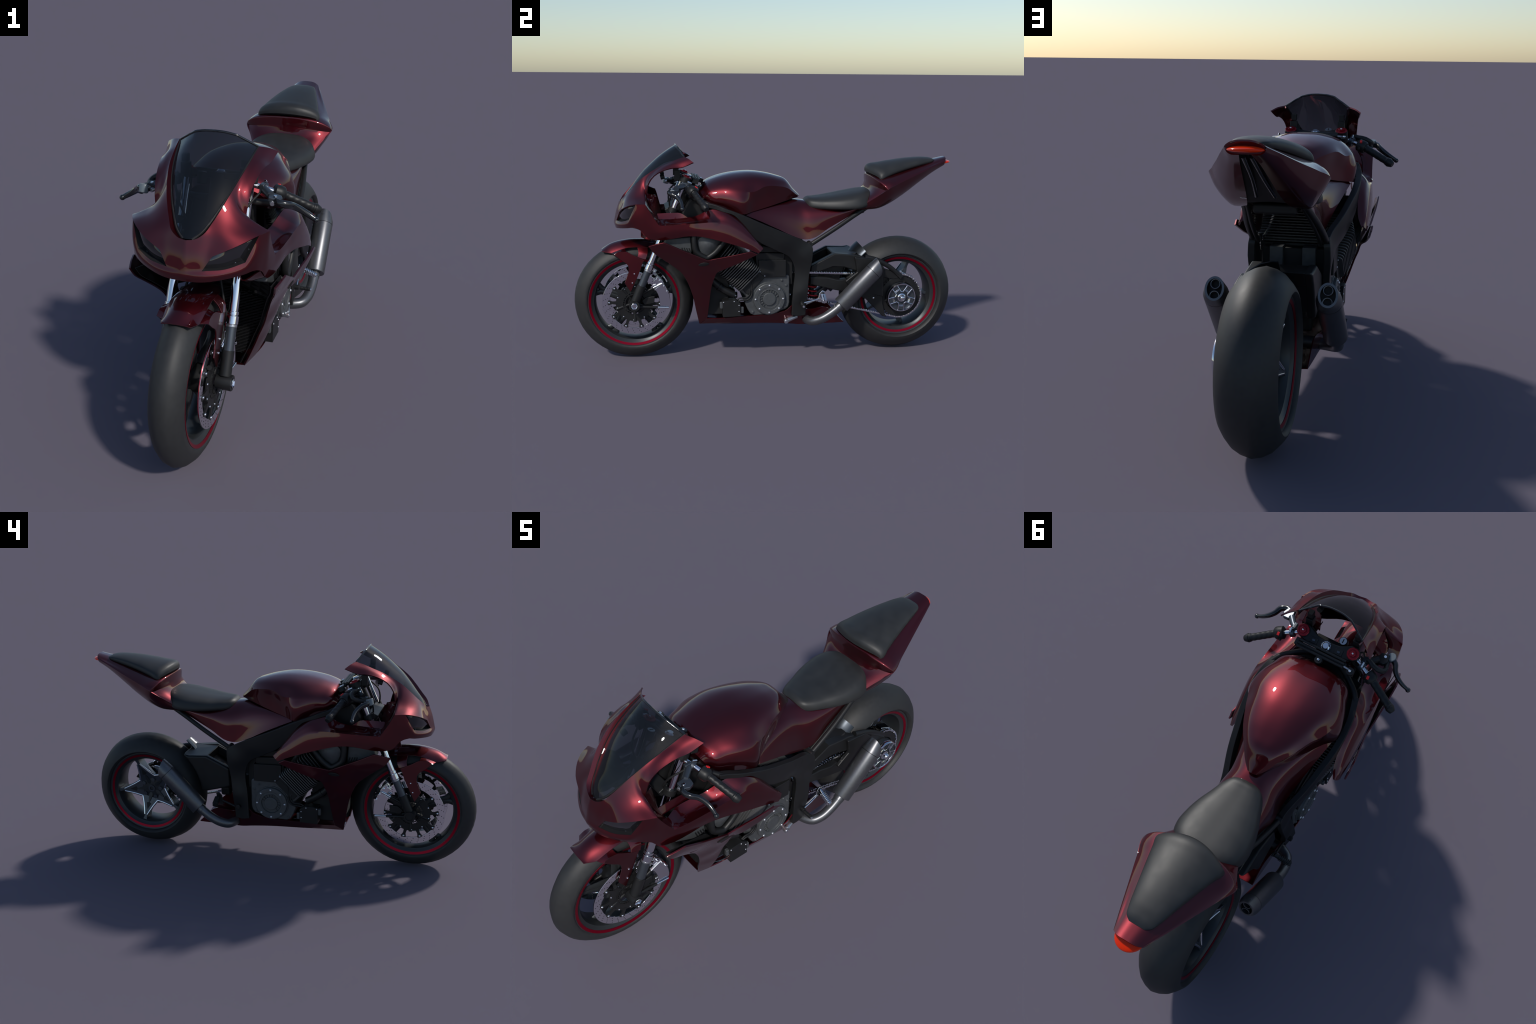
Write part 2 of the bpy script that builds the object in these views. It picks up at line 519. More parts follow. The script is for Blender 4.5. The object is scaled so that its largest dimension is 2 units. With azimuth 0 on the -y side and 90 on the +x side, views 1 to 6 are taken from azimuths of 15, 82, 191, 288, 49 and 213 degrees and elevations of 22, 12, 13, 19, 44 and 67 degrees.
def make_rear_wheel():
    c = AXR
    rim_prof = [(0.080, 0.222), (0.081, 0.214), (0.078, 0.207), (0.075, 0.196), (0.068, 0.190), (0.062, 0.181), (0.045, 0.176), (0.0, 0.172),
                (-0.045, 0.174), (-0.062, 0.181), (-0.068, 0.190), (-0.075, 0.196), (-0.078, 0.207), (-0.081, 0.214), (-0.080, 0.222), (-0.07, 0.226), (0.07, 0.226)]
    wheel = lathe("rear_wheel", rim_prof, (0, *c), (1, 0, 0), RIMM, None, 96, True, 30)
    prof = [(0.0, 0.306), (0.030, 0.2985), (0.057, 0.284), (0.081, 0.259), (0.096, 0.238), (0.0985, 0.229), (0.093, 0.222), (0.082, 0.217), (0.07, 0.216)]
    V, F = tyre_geo(c, prof)
    build("tyre", V, F, RUBBER, wheel, 50)
    for s in (1, -1):
        V, F = lathe_geo([(s*0.0798, 0.2065), (s*0.0765, 0.195), (s*0.0745, 0.1955), (s*0.0775, 0.2065)], (0, *c), (1, 0, 0), 96, True)
        build("rim_stripe", V, F, STRIPE, wheel, 30)
    # star of five spokes, dished; open face towards -x
    for i in range(5):
        a = math.radians(-4 + 72 * i)
        def P(x, r, t):
            return (x, c[0] + r*math.cos(a) - t*math.sin(a), c[1] + r*math.sin(a) + t*math.cos(a))
        # dark spoke body: solid tapered beam with deep sides
        xs = [(0.035, 0.050), (0.066, 0.043), (0.10, 0.026), (0.150, 0.0085), (0.164, 0.0075), (0.183, 0.012)]
        front, back = [], []
        V, F = [], []
        for r, t in xs:
            xf = -0.020 - 0.035 * (r - 0.035) / 0.148
            V += [P(xf, r, -t), P(xf, r, t), P(0.02, r, t*0.8), P(0.02, r, -t*0.8)]
        for k in range(len(xs) - 1):
            o = 4 * k
            for j in range(4):
                F.append([o + j, o + (j+1) % 4, o + 4 + (j+1) % 4, o + 4 + j])
        F += [[0, 1, 2, 3][::-1], [4*(len(xs)-1) + j for j in range(4)]]
        build("spoke", V, F, GUNM, wheel, 30, bevel=0.002)
        # polished raised edges forming the star outline, and the recessed slot
        V, F = [], []
        for sg in (-1, 1):
            g = tube_geo([P(-0.0225, 0.0615, sg*0.0440), P(-0.0325, 0.095, sg*0.0275), P(-0.0505, 0.150, sg*0.0070)], [0.0066, 0.0062, 0.0042], 8, 2)
            V, F = merge_geo((V, F), g)
        build("spoke_edge", V, F, CHROME, wheel, 50)
        V, F = [], []
        sl = [(0.088, -0.013), (0.122, 0.0), (0.088, 0.013), (0.082, 0.0)]
        fr = [P(-0.0215 - 0.035*(r-0.035)/0.148, r, t) for r, t in sl]
        bk = [P(-0.010, r, t) for r, t in sl]
        V, F = fr + bk, [[0, 1, 2, 3], [7, 6, 5, 4]] + [[k, (k+1) % 4, 4+(k+1) % 4, 4+k] for k in range(4)]
        build("spoke_slot", V, F, BLACK, wheel, 30)
        # polished facet running from the hub into each spoke
        fac = [(0.026, -0.006), (0.040, -0.011), (0.076, -0.004), (0.082, 0.0), (0.076, 0.004), (0.040, 0.011), (0.026, 0.006)]
        fr = [P(-0.0245 - 0.035*max(0, r-0.035)/0.148, r, t) for r, t in fac]
        bk = [P(-0.012, r, t) for r, t in fac]
        k = len(fac)
        build("spoke_facet", fr + bk, [list(range(k)), list(range(k, 2*k))[::-1]] + [[q, (q+1) % k, k + (q+1) % k, k + q] for q in range(k)], RIMM, wheel, 30, bevel=0.0012)
        # wheel nut between the spokes
        b = a + math.radians(36)
        rod("wheel_nut", (-0.01, *polar(c, 0.050, b)), (-0.031, *polar(c, 0.050, b)), 0.0105, GUNM, wheel, seg=12)
    lathe("hub", [(-0.024, 0.058), (-0.022, 0.066), (0.02, 0.066), (0.05, 0.05), (0.07, 0.045)], (0, *c), (1, 0, 0), RIMM, wheel, 40)
    lathe("hub_cap", [(-0.020, 0.019), (-0.029, 0.018), (-0.029, 0.011), (-0.022, 0.010), (-0.022, 0.0002)], (0, *c), (1, 0, 0), GUNM, wheel, 24)
    # rear disc behind the star
    V, F = ring_geo(*c, 0.075, 0.108, 0.032, 0.037, 64)
    build("brake_disc", V, F, MIRROR, wheel, 30)
    V, F = [], []
    for i in range(24):
        for k in range(3):
            p = polar(c, 0.083 + 0.008*k, 2*math.pi*i/24 + 0.06*k)
            V, F = merge_geo((V, F), lathe_geo([(0.0315, 0.0024), (0.0375, 0.0024)], (0, *p), (1, 0, 0), 8))
    build("disc_holes", V, F, BLACK, wheel, 30, kind="stuff")
    return wheel

front_wheel = make_front_wheel()
rear_wheel = make_rear_wheel()

# ================================================================== DRIVE: sprocket, chain, hub star
def make_drive():
    c = (0.699, 0.303)
    spr = lathe("sprocket", [(0.092, 0.080), (0.092, 0.108), (0.102, 0.108), (0.102, 0.080)], (0, *c), (1, 0, 0), TRIM, None, 64, True, 30, bevel=0.0015)
    V, F = [], []
    for i in range(44):
        a = 2*math.pi*i/44
        ca, sa = math.cos(a), math.sin(a)
        g = prism_geo([(c[0] + r*ca - t*sa, c[1] + r*sa + t*ca) for r, t in ((0.106, -0.005), (0.117, -0.002), (0.117, 0.002), (0.106, 0.005))], 0.094, 0.099)
        V, F = merge_geo((V, F), g)
    build("sprocket_teeth", V, F, TRIM, spr, 30, kind="stuff")
    V, F = [], []
    for i in range(6):
        a = math.radians(15 + 60*i)
        V, F = merge_geo((V, F), rod_geo((0.095, *polar(c, 0.05, a)), (0.095, *polar(c, 0.085, a)), 0.009, 0.009, 8))
    build("sprocket_arms", V, F, TRIM, spr, 30)
    # polished wheel-like hub cover
    c = (0.696, 0.307)
    hub = lathe("hub_cover", [(0.10, 0.074), (0.136, 0.074), (0.138, 0.072), (0.137, 0.069), (0.128, 0.0685), (0.126, 0.0002)], (0, *c), (1, 0, 0), STEEL, spr, 64)
    hub.data.materials.clear()
    hub.data.materials.append(GUNM)
    V, F = lathe_geo([(0.125, 0.0765), (0.139, 0.0765), (0.144, 0.074), (0.144, 0.070), (0.138, 0.0680), (0.125, 0.0680)], (0, *c), (1, 0, 0), 72, True)
    build("hub_rim", V, F, CHROME, spr, 35)
    for i in range(5):
        a = math.radians(88.5 + 72*i)
        V, F = [], []
        q = [(0.140, *polar(c, r, a + w)) for r, w in ((0.070, -.40), (0.034, -.20), (0.034, .20), (0.070, .40))]
        for k in range(3):
            V, F = merge_geo((V, F), tube_geo([q[k], q[k+1]], 0.0024, 6, 1))
        b = a + math.radians(36)
        for r in (0.042, 0.047):
            V, F = merge_geo((V, F), tube_geo([(0.138, *polar(c, r, b + w)) for w in (-.24, 0, .24)], 0.0014, 6, 2))
        build("hub_spoke", V, F, CHROME, spr, 40)
        pr = [polar(c, r, b + w) for r, w in ((0.036, -.34), (0.068, -.20), (0.068, .20), (0.036, .34))]
        prism("hub_panel", pr, 0.128, 0.1385, GUNM, spr, 0.001)
    lathe("axle_nut", [(0.126, 0.024), (0.140, 0.022), (0.143, 0.016), (0.158, 0.013), (0.162, 0.008), (0.162, 0.0002)], (0, *c), (1, 0, 0), CHROME, spr, 24)
    # chain: rear wrap + upper and lower runs to the front sprocket
    R = 0.1165
    fc, fr = (0.055, 0.398), 0.055
    path = []
    for k in range(33):
        a = math.radians(95 - 195 * k / 32)
        path.append((0.0965, *polar(c, R, a)))
    for k in range(13):
        a = math.radians(-97 - 168 * k / 12)
        path.append((0.0965, *polar(fc, fr, a)))
    path.append(path[0])
    P = np.array(path)
    d = np.r_[0, np.cumsum(np.linalg.norm(np.diff(P, axis=0), axis=1))]
    pitch = 0.0132
    n = int(d[-1] / pitch)
    V, F = [], []
    def at(s):
        s = s % d[-1]
        return np.array([np.interp(s, d, P[:, j]) for j in range(3)])
    for i in range(n):
        s = i * d[-1] / n
        p, q = at(s), at(s + d[-1]/n)
        t = q - p
        ang = math.atan2(t[2], t[1])
        m = (p + q) / 2
        off = 0.0065 if i % 2 else 0.0045
        for sg in (-1, 1):
            g = box_geo((m[0] + sg*off, m[1], m[2]), (0.0018, 0.0155, 0.0082), Matrix.Rotation(ang, 3, 'X'))
            V, F = merge_geo((V, F), g)
        V, F = merge_geo((V, F), lathe_geo([(-0.0082, 0.0036), (0.0082, 0.0036)], tuple(p), (1, 0, 0), 8))
    build("drive_chain", V, F, CHROME, None, 30, kind="stuff", merge=0)
    lathe("front_sprocket", [(0.09, 0.02), (0.09, 0.05), (0.10, 0.05), (0.10, 0.02)], (0, *fc), (1, 0, 0), TRIM, None, 32, True)
make_drive()

# ================================================================== FORK
def make_fork():
    top, bot = Vector((0.110, -0.425, 0.945)), Vector((0.113, -0.697, 0.305))
    axis = (top - bot).normalized()
    L = (top - bot).length
    def seg(z0, z1):
        f = lambda z: bot + (top - bot) * ((z - bot.z) / (top.z - bot.z))
        return f(z0), f(z1)
    fork = None
    for s in (1, -1):
        def m(v):
            return Vector((s * v.x, v.y, v.z))
        def leg(name, z0, z1, r, mat, parent=None, r1=None, bev=0.0015):
            a, b = seg(z0, z1)
            return rod(name, m(a), m(b), r, mat, parent, r1, 28, bev)
        f = leg("fork_leg", 0.485, 0.93, 0.0165, CHROME)
        leg("fork_collar", 0.515, 0.527, 0.0195, CHROME, f)
        leg("fork_collar", 0.487, 0.513, 0.0215, CHROME, f)
        leg("fork_collar", 0.478, 0.486, 0.0195, STEEL, f)
        leg("fork_slider", 0.395, 0.480, 0.0185, GUNM, f)
        leg("fork_sleeve", 0.325, 0.405, 0.0215, TRIM, f)
        V, F = lathe_geo([(s*0.085, 0.024), (s*0.138, 0.0275), (s*0.141, 0.0265), (s*0.141, 0.018), (s*0.136, 0.0175)] , (0, *AXF), (1, 0, 0), 32)
        build("axle_lug", V, F, TRIM, f, 40)
        if s > 0:
            lathe("axle_end", [(0.134, 0.0172), (0.1435, 0.0172), (0.145, 0.015), (0.140, 0.013), (0.140, 0.0002)], (0, *AXF), (1, 0, 0), CHROME, f, 6)
        else:
            lathe("axle_end", [(-0.130, 0.0170), (-0.137, 0.0170), (-0.137, 0.0002)], (0, *AXF), (1, 0, 0), BLACK, f, 24)
        # brake caliper with two rods
        for p0, p1, k in (((-0.672, 0.350), (-0.598, 0.387), 0), ((-0.668, 0.290), (-0.577, 0.285), 1)):
            rod("caliper_arm", (s*0.098, *p0), (s*0.098, *p1), 0.0065, TRIM, f)
            p2 = (p1[0] + (p1[0]-p0[0])*0.62, p1[1] + (p1[1]-p0[1])*0.62)
            rod("caliper_pin", (s*0.098, *p1), (s*0.098, *p2), 0.0058, CHROME, f)
        cal = []
        for ri, ro, a0, a1 in ((0.128, 0.182, -6, 36), (0.150, 0.186, 36, 50)):
            pts = [polar(AXF, ro, math.radians(a0 + (a1-a0)*k/6)) for k in range(7)] + [polar(AXF, ri, math.radians(a1 - (a1-a0)*k/6)) for k in range(7)]
            cal.append(prism_geo(pts, s*0.083, s*0.096))
            cal.append(prism_geo(pts, s*0.058, s*0.071))
        V, F = merge_geo(*cal)
        build("brake_caliper", V, F, CHROME, f, 30, bevel=0.003)
        V, F = ring_geo(-0.533, 0.335, 0.006, 0.0125, s*0.086, s*0.094, 20)
        build("caliper_eye", V, F, CHROME, f, 30, bevel=0.001)
        for a, r in ((42, 0.176), (30, 0.176), (48, 0.165), (20, 0.178)):
            rod("caliper_bolt", (s*0.06, *polar(AXF, r, math.radians(a))), (s*0.103, *polar(AXF, r, math.radians(a))), 0.0065, CHROME, f, seg=10)
        prism("caliper_bridge", [polar(AXF, r, math.radians(a)) for r, a in ((0.05, -8), (0.10, 0), (0.11, 20), (0.07, 28), (0.04, 20))], s*0.083, s*0.093, TRIM, f)
        # top cap: round clamp, red nut
        ct = m(top)
        ax = (m(top) - m(bot)).normalized()
        lathe("fork_clamp", [(-0.022, 0.0265), (0.008, 0.0265), (0.008, 0.02), (-0.022, 0.02)], ct, ax, TRIM, f, 32, True, bevel=0.001)
        lathe("fork_cap", [(0.0, 0.0255), (0.010, 0.0255), (0.012, 0.0235), (0.012, 0.017), (0.010, 0.0165), (0.010, 0.0002)], ct, ax, REDPL, f, 10, smooth=20)
        lathe("fork_cap_nut", [(0.009, 0.0135), (0.0165, 0.0135), (0.0175, 0.012), (0.0175, 0.0002)], ct, ax, REDPL, f, 6, smooth=20)
        bolt(*(ct + ax*0.0175), f, CBOLT_ME, 0.8, ax)
        # instrument brackets on top of the clamps
        box("bracket_block", (s*0.104, -0.468, 0.962), (0.030, 0.028, 0.050), TRIM, f)
        box("bracket_block", (s*0.104, -0.472, 1.003), (0.022, 0.024, 0.026), BLACK, f)
        # lower clamp
        a, b = seg(0.775, 0.80)
        lathe("lower_clamp", [(0, 0.026), ((b-a).length, 0.026)], m(a), m(b)-m(a), TRIM, f, 28, bevel=0.003)
    # triple clamp plate, tilted with the fork
    n = Vector((0, axis.y, axis.z)).normalized()
    fw = Vector((0, -n.z, n.y))
    o = Vector((0, -0.425, 0.945))
    out = [(-0.135, 0.012), (-0.12, 0.030), (-0.095, 0.028), (-0.05, 0.006), (0, 0.0), (0.05, 0.006), (0.095, 0.028), (0.12, 0.030), (0.135, 0.012),
           (0.132, -0.015), (0.10, -0.030), (0.05, -0.040), (0.0, -0.043), (-0.05, -0.040), (-0.10, -0.030), (-0.132, -0.015)]
    V = [tuple(o + Vector((x, 0, 0)) + fw*f + n*h) for h in (-0.016, 0.004) for x, f in out]
    k = len(out)
    F = [list(range(k))[::-1], list(range(k, 2*k))] + [[i, (i+1) % k, k + (i+1) % k, k + i] for i in range(k)]
    tc = build("triple_clamp", V, F, TRIM, None, 30, bevel=0.003)
    for x in (-0.055, 0.055):
        V, F = [], []
        q = o + Vector((x, 0, 0)) + fw*(-0.018) + n*0.0045
        M = Matrix((Vector((1, 0, 0)), fw, n)).transposed()
        box("clamp_recess", q, (0.034, 0.024, 0.003), BLACK, tc, M, 0.001)
        box("clamp_slot", q + n*0.002, (0.012, 0.008, 0.003), GUNM, tc, M, 0.0005)
    q = o + fw*(-0.018)
    lathe("stem_nut", [(0.0, 0.017), (0.010, 0.017), (0.012, 0.014), (0.016, 0.0115), (0.016, 0.0002)], q, n, CHROME, tc, 16)
    V, F = [], []
    for i in range(14):
        a = 2*math.pi*i/14
        g = box_geo(q + Vector((0.0175*math.cos(a), 0, 0)) + fw*0.0175*math.sin(a) + n*0.006, (0.004, 0.004, 0.006), Matrix((Vector((1, 0, 0)), fw, n)).transposed())
        V, F = merge_geo((V, F), g)
    build("stem_nut_teeth", V, F, CHROME, tc, 30, kind="stuff")
    # ignition lock
    q = Vector((-0.050, -0.457, 0.945))
    lathe("ignition_lock", [(-0.03, 0.017), (0.006, 0.017), (0.008, 0.015)], q, n, TRIM, tc, 24)
    lathe("ignition_face", [(0.006, 0.0142), (0.0105, 0.0142), (0.0105, 0.0002)], q, n, STEEL, tc, 24)
    box("key_slot", q + n*0.0108, (0.004, 0.017, 0.002), BLACK, tc, Matrix((Vector((1, 0, 0)), fw, n)).transposed(), 0)
    # steering damper across the back with two bolted lugs
    M = Matrix.Rotation(math.radians(-16), 3, 'X')
    dm = box("steering_damper", (0.0, -0.372, 0.930), (0.215, 0.020, 0.016), TRIM, None, M, 0.004)
    for k in (-1, 0, 1):
        rod("damper_tube", (-0.10, -0.372 + k*0.013, 0.9385 - k*0.0035), (0.105, -0.372 + k*0.013, 0.9385 - k*0.0035), 0.0058, TRIM, dm)
    rod("damper_rod", (-0.10, -0.366, 0.933), (-0.135, -0.364, 0.931), 0.0045, STEEL, dm)
    for x, y, z in ((0.0, -0.345, 0.931), (-0.130, -0.360, 0.931)):
        lathe("damper_lug", [(-0.020, 0.016), (0.0, 0.016), (0.002, 0.014)], (x, y, z), n, TRIM, dm, 24)
        bolt(x, y, z + 0.002, dm, CBOLT_ME, 1.15, n)
    box("damper_end", (0.112, -0.378, 0.93), (0.014, 0.030, 0.024), TRIM, dm, M)
    # steering head and dark inner tub
    rod("steering_head", (0, -0.40, 0.93), (0, -0.50, 0.70), 0.036, TRIM)
    V, F = merge_geo(box_geo((0, -0.505, 0.787), (0.20, 0.05, 0.028), Matrix.Rotation(math.radians(23), 3, 'X')))
    build("lower_yoke", V, F, TRIM, None, 30, bevel=0.005)
    prism("inner_tub", [(-0.43, 0.70), (-0.45, 0.77), (-0.405, 0.845), (-0.31, 0.845), (-0.30, 0.72), (-0.34, 0.67)], -0.105, 0.105, BLACK, None, 0.012)
    for s in (1, -1):
        tube("brake_line", [(s*0.09, -0.655, 0.415), (s*0.080, -0.60, 0.52), (s*0.05, -0.56, 0.64), (s*0.03, -0.52, 0.72)], 0.0045, BLACK)
        tube("brake_line_union", [(s*0.09, -0.655, 0.415), (s*0.098, -0.64, 0.44), (s*0.095, -0.632, 0.465)], 0.007, CHROME)
        tube("cable", [(s*0.155, -0.44, 0.905), (s*0.12, -0.50, 0.86), (s*0.08, -0.50, 0.78), (s*0.06, -0.42, 0.72)], 0.004, BLACK)
make_fork()

# ================================================================== HANDLEBARS
def make_bars():
    for s in (1, -1):
        m = lambda p: (s*p[0], p[1], p[2])
        p0, p1, p2, p3 = (0.122, -0.430, 0.920), (0.216, -0.392, 0.886), (0.318, -0.348, 0.834), (0.337, -0.340, 0.824)
        bar = rod("handlebar", m(p0), m(p1), 0.0095, CHROME, None)
        rod("bar_clamp", m((0.148, -0.420, 0.911)), m((0.164, -0.414, 0.905)), 0.020, GUNM, bar)
        box("clamp_block", m((0.156, -0.437, 0.915)), (0.016, 0.030, 0.030), GUNM, bar, None, 0.004)
        rod("clamp_screw", m((0.160, -0.40, 0.925)), m((0.160, -0.42, 0.935)), 0.004, CHROME, bar)
        # switch housing
        V, F = lathe_geo([(0, 0.021), (0.004, 0.026), (0.020, 0.027), (0.034, 0.026), (0.040, 0.021)], m((0.186, -0.405, 0.898)), Vector(m((0.03, 0.0125, -0.012))), 20)
        sw = build("switch_housing", V, F, TRIM, bar, 40)
        box("switch_button", m((0.200, -0.380, 0.912)), (0.010, 0.014, 0.006), REDSW, bar, Matrix.Rotation(math.radians(-35), 3, 'X'), 0.001)
        box("switch_lever", m((0.192, -0.378, 0.885)), (0.012, 0.014, 0.014), BLACK, bar, None, 0.003)
        # ribbed grip
        a, b = Vector(m(p1)), Vector(m(p2))
        t = (b - a).normalized()
        u = t.cross(Vector((0, 0, 1))).normalized()
        w = t.cross(u)
        V, F = [], []
        N, K = 60, 28
        for i in range(N + 1):
            f = i / N
            for k in range(K):
                ang = 2*math.pi*k/K
                rr = 0.0152 + 0.00045*math.sin(2*ang + 34*f*s) if 0.06 < f < 0.94 else 0.0172
                V.append(tuple(a + (b - a)*f + (u*math.cos(ang) + w*math.sin(ang))*rr))
        for i in range(N):
            for k in range(K):
                k2 = (k + 1) % K
                F.append([i*K + k, i*K + k2, (i+1)*K + k2, (i+1)*K + k])
        F += [list(range(K))[::-1], [N*K + k for k in range(K)]]
        build("grip", V, F, TRIM, bar, 50)
        lathe("bar_end", [(0, 0.012), (0.003, 0.0185), (0.008, 0.0190), (0.024, 0.013), (0.026, 0.011), (0.026, 0.0002)], b - t*0.002, t, TRIM, bar, 20)
        # lever perch and lever
        pm = GUNM if s > 0 else TRIM
        tube("lever_perch", [m((0.156, -0.434, 0.914)), m((0.176, -0.455, 0.909)), m((0.195, -0.478, 0.905))], [0.012, 0.0135, 0.014], pm, bar)
        V, F = prism_geo([(-0.022, -0.018), (0.014, -0.024), (0.030, -0.010), (0.028, 0.016), (0.006, 0.026), (-0.020, 0.016)], -0.009, 0.009)
        R = Matrix.Rotation(math.radians(100), 4, 'Y')
        M = Matrix.Translation(m((0.212, -0.492, 0.899))) @ R
        build("pivot_block", [tuple(M @ Vector(v)) for v in V], F, pm, bar, 30, bevel=0.004)
        rod("pivot_bolt", m((0.214, -0.497, 0.885)), m((0.216, -0.497, 0.912)), 0.006, CHROME, bar)
        rod("adjuster", m((0.203, -0.500, 0.893)), m((0.212, -0.518, 0.889)), 0.0085, STEEL, bar)
        tube("lever", [m(p) for p in ((0.208, -0.500, 0.897), (0.236, -0.512, 0.891), (0.259, -0.502, 0.887), (0.274, -0.478, 0.876), (0.296, -0.462, 0.861), (0.322, -0.455, 0.844), (0.342, -0.454, 0.832))],
             [0.010, 0.0105, 0.0105, 0.0098, 0.0090, 0.008, 0.007], GLOSSB, bar, 12, 6, 50, (), 1.3)
        V, F = lathe_geo([(-0.0105, 0.0005), (-0.008, 0.007), (-0.003, 0.0102), (0.003, 0.0102), (0.008, 0.007), (0.0105, 0.0005)], m((0.347, -0.454, 0.829)), (1, 0, 0), 16)
        build("lever_ball", V, F, GLOSSB, bar, 60)
    bar_x = -1
    # brake fluid reservoir and master cylinder on the rider's right
    lathe("fluid_reservoir", [(-0.016, 0.013), (-0.013, 0.0165), (0.012, 0.0175), (0.014, 0.016), (0.014, 0.0002)], (-0.238, -0.515, 0.893), (0.1, 0.25, 1), CLEARP, None, 28)
    prism("master_cylinder_arm", [(-0.435, 0.925), (-0.452, 0.937), (-0.46, 0.93), (-0.445, 0.905)], -0.178, -0.160, TRIM, None, 0.004)
    tube("master_cylinder", [(-0.166, -0.445, 0.926), (-0.215, -0.428, 0.918), (-0.238, -0.44, 0.904), (-0.232, -0.49, 0.892)], [0.010, 0.0115, 0.011, 0.009], TRIM, None, 8, 3)
make_bars()

# ================================================================== FRONT FAIRING
def make_fairing():
    S = [(0, -.758, .822), (.026, -.752, .825), (.052, -.741, .841), (.072, -.712, .872), (.090, -.680, .908), (.104, -.648, .941),
         (.113, -.620, .963), (.121, -.590, .984), (.128, -.555, 1.004), (.134, -.505, 1.026), (.137, -.468, 1.042), (.139, -.433, 1.054)]
    O = [(0, -.7845, .730), (.058, -.772, .7315), (.086, -.757, .778), (.150, -.733, .808), (.212, -.672, .834), (.234, -.627, .836),
         (.154, -.622, .872), (.158, -.616, .912), (.162, -.598, .950), (.178, -.497, 1.004), (.184, -.452, 1.007), (.195, -.392, 1.032)]
    Mx = [(0, -.7735, .778), (.044, -.763, .785), (.075, -.746, .807), (.115, -.724, .838), (.156, -.680, .856), (.160, -.648, .872),
          (.134, -.628, .911), (.139, -.613, .942), (.145, -.582, .975), (.158, -.502, 1.018), (.164, -.460, 1.028), (.170, -.412, 1.046)]
    lipin = [(p[0]*0.90, p[1] + 0.008, p[2] - 0.008) for p in S]
    lipin = [(max(0, p[0]-0.009) if p[0] > 0.012 else p[0]*0.6, p[1] + 0.016, p[2] - 0.008) for p in S]
    pillar_h = grid([S, Mx, O], 5, 7, (), [(), (), (1, 2, 5, 6)])
    # lower nose / side panel, from brow line to bottom edge
    T = [(0, -.7845, .730), (.058, -.772, .7315), (.125, -.745, .736), (.180, -.709, .753), (.212, -.672, .834), (.234, -.627, .836),
         (.235, -.597, .784), (.238, -.562, .732), (.246, -.50, .735), (.250, -.437, .739), (.253, -.373, .743), (.256, -.300, .747), (.257, -.240, .740), (.257, -.178, .708), (.256, -.125, .669), (.254, -.087, .640), (.250, -.057, .610)]
    B = [(0, -.783, .694), (.062, -.774, .695), (.125, -.747, .703), (.175, -.712, .712), (.206, -.680, .719), (.218, -.650, .705),
         (.225, -.620, .672), (.232, -.565, .660), (.240, -.50, .667), (.246, -.437, .678), (.256, -.373, .679), (.262, -.315, .668), (.266, -.269, .656), (.267, -.209, .638), (.266, -.160, .622), (.263, -.120, .606), (.261, -.081, .589)]
    Mid = [((a[0]+b[0])/2 + (0.003 if i else 0), (a[1]+b[1])/2 - (0.004 if i < 5 else 0), (a[2]+b[2])/2) for i, (a, b) in enumerate(zip(T, B))]
    lower_h = grid([T, Mid, B], 5, 5, (), [(1, 3, 4, 5, 7), (), ()])
    # flange between shoulder crease and cockpit opening, then the sunken tray along the side
    crease = T[5:]
    inner = [(.154, -.622, .872), (.184, -.608, .818), (.196, -.565, .758), (.165, -.50, .752), (.168, -.44, .757), (.180, -.380, .768),
             (.198, -.318, .799), (.208, -.240, .797), (.212, -.168, .752), (.219, -.112, .682), (.225, -.082, .642), (.240, -.056, .612)]
    midl = []
    for i, (a, b) in enumerate(zip(crease, inner)):
        q = [(a[k] + b[k]) / 2 for k in range(3)]
        dip = (0, 0.002, 0.004, -0.012, -0.013, -0.012, -0.006, 0.004, 0.006, 0.006, 0.003, 0.001)[i]
        q[2] += dip
        if i >= 7:
            q[0] += 0.006
        midl.append(tuple(q))
    tray_h = grid([crease, midl, inner], 5, 5, (), (2,))
    # inner lip around the screen
    lip_h = grid([S, lipin], 5, 1, (), ())
    geos = []
    for G in (pillar_h, lower_h, tray_h, lip_h):
        geos.append(grid_geo(G))
        H = G.copy()
        H[:, :, 0] *= -1
        geos.append(grid_geo(H))
    def outw(c):
        return Vector((c.x, c.y + 0.35, c.z - 0.85))
    fair = shell("front_fairing", geos, 0.006, PAINT, None, 34, outw, 0.0012)
    # inner wall of the tray (dark box inside the cockpit opening)
    for s in (1, -1):
        G = grid([[(.150, -.570, .778), (.150, -.50, .780), (.152, -.455, .778), (.165, -.425, .760)],
                  [(.168, -.575, .752), (.160, -.50, .748), (.160, -.44, .752), (.168, -.42, .757)]], 3, 2)
        G[:, :, 0] *= s
        shell("tray_wall", [grid_geo(G)], 0.005, PAINT, fair, 34, OUTX)
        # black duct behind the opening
        G = grid([[(.155, -.619, .880), (.155, -.619, .868), (.182, -.604, .818), (.194, -.566, .757)], [(.138, -.597, .872), (.135, -.590, .858), (.142, -.578, .815), (.140, -.565, .766)], [(.122, -.575, .865), (.112, -.57, .852), (.108, -.56, .815), (.105, -.55, .776)]], 3, 3)
        G[:, :, 0] *= s
        shell("opening_liner", [grid_geo(G)], 0.003, PAINT, fair, 34, OUTX, 0)
    # headlamps: smoked lens set back in a black bowl
    brow = [(.086, -.757, .778), (.150, -.733, .808), (.212, -.672, .834)]
    sill = [(.058, -.772, .7315), (.125, -.745, .736), (.180, -.709, .753), (.212, -.672, .834)]
    bU = interp([brow[0], (.118, -.746, .795), brow[1], brow[2]], 6)
    bL = interp(sill, 6, (2,))
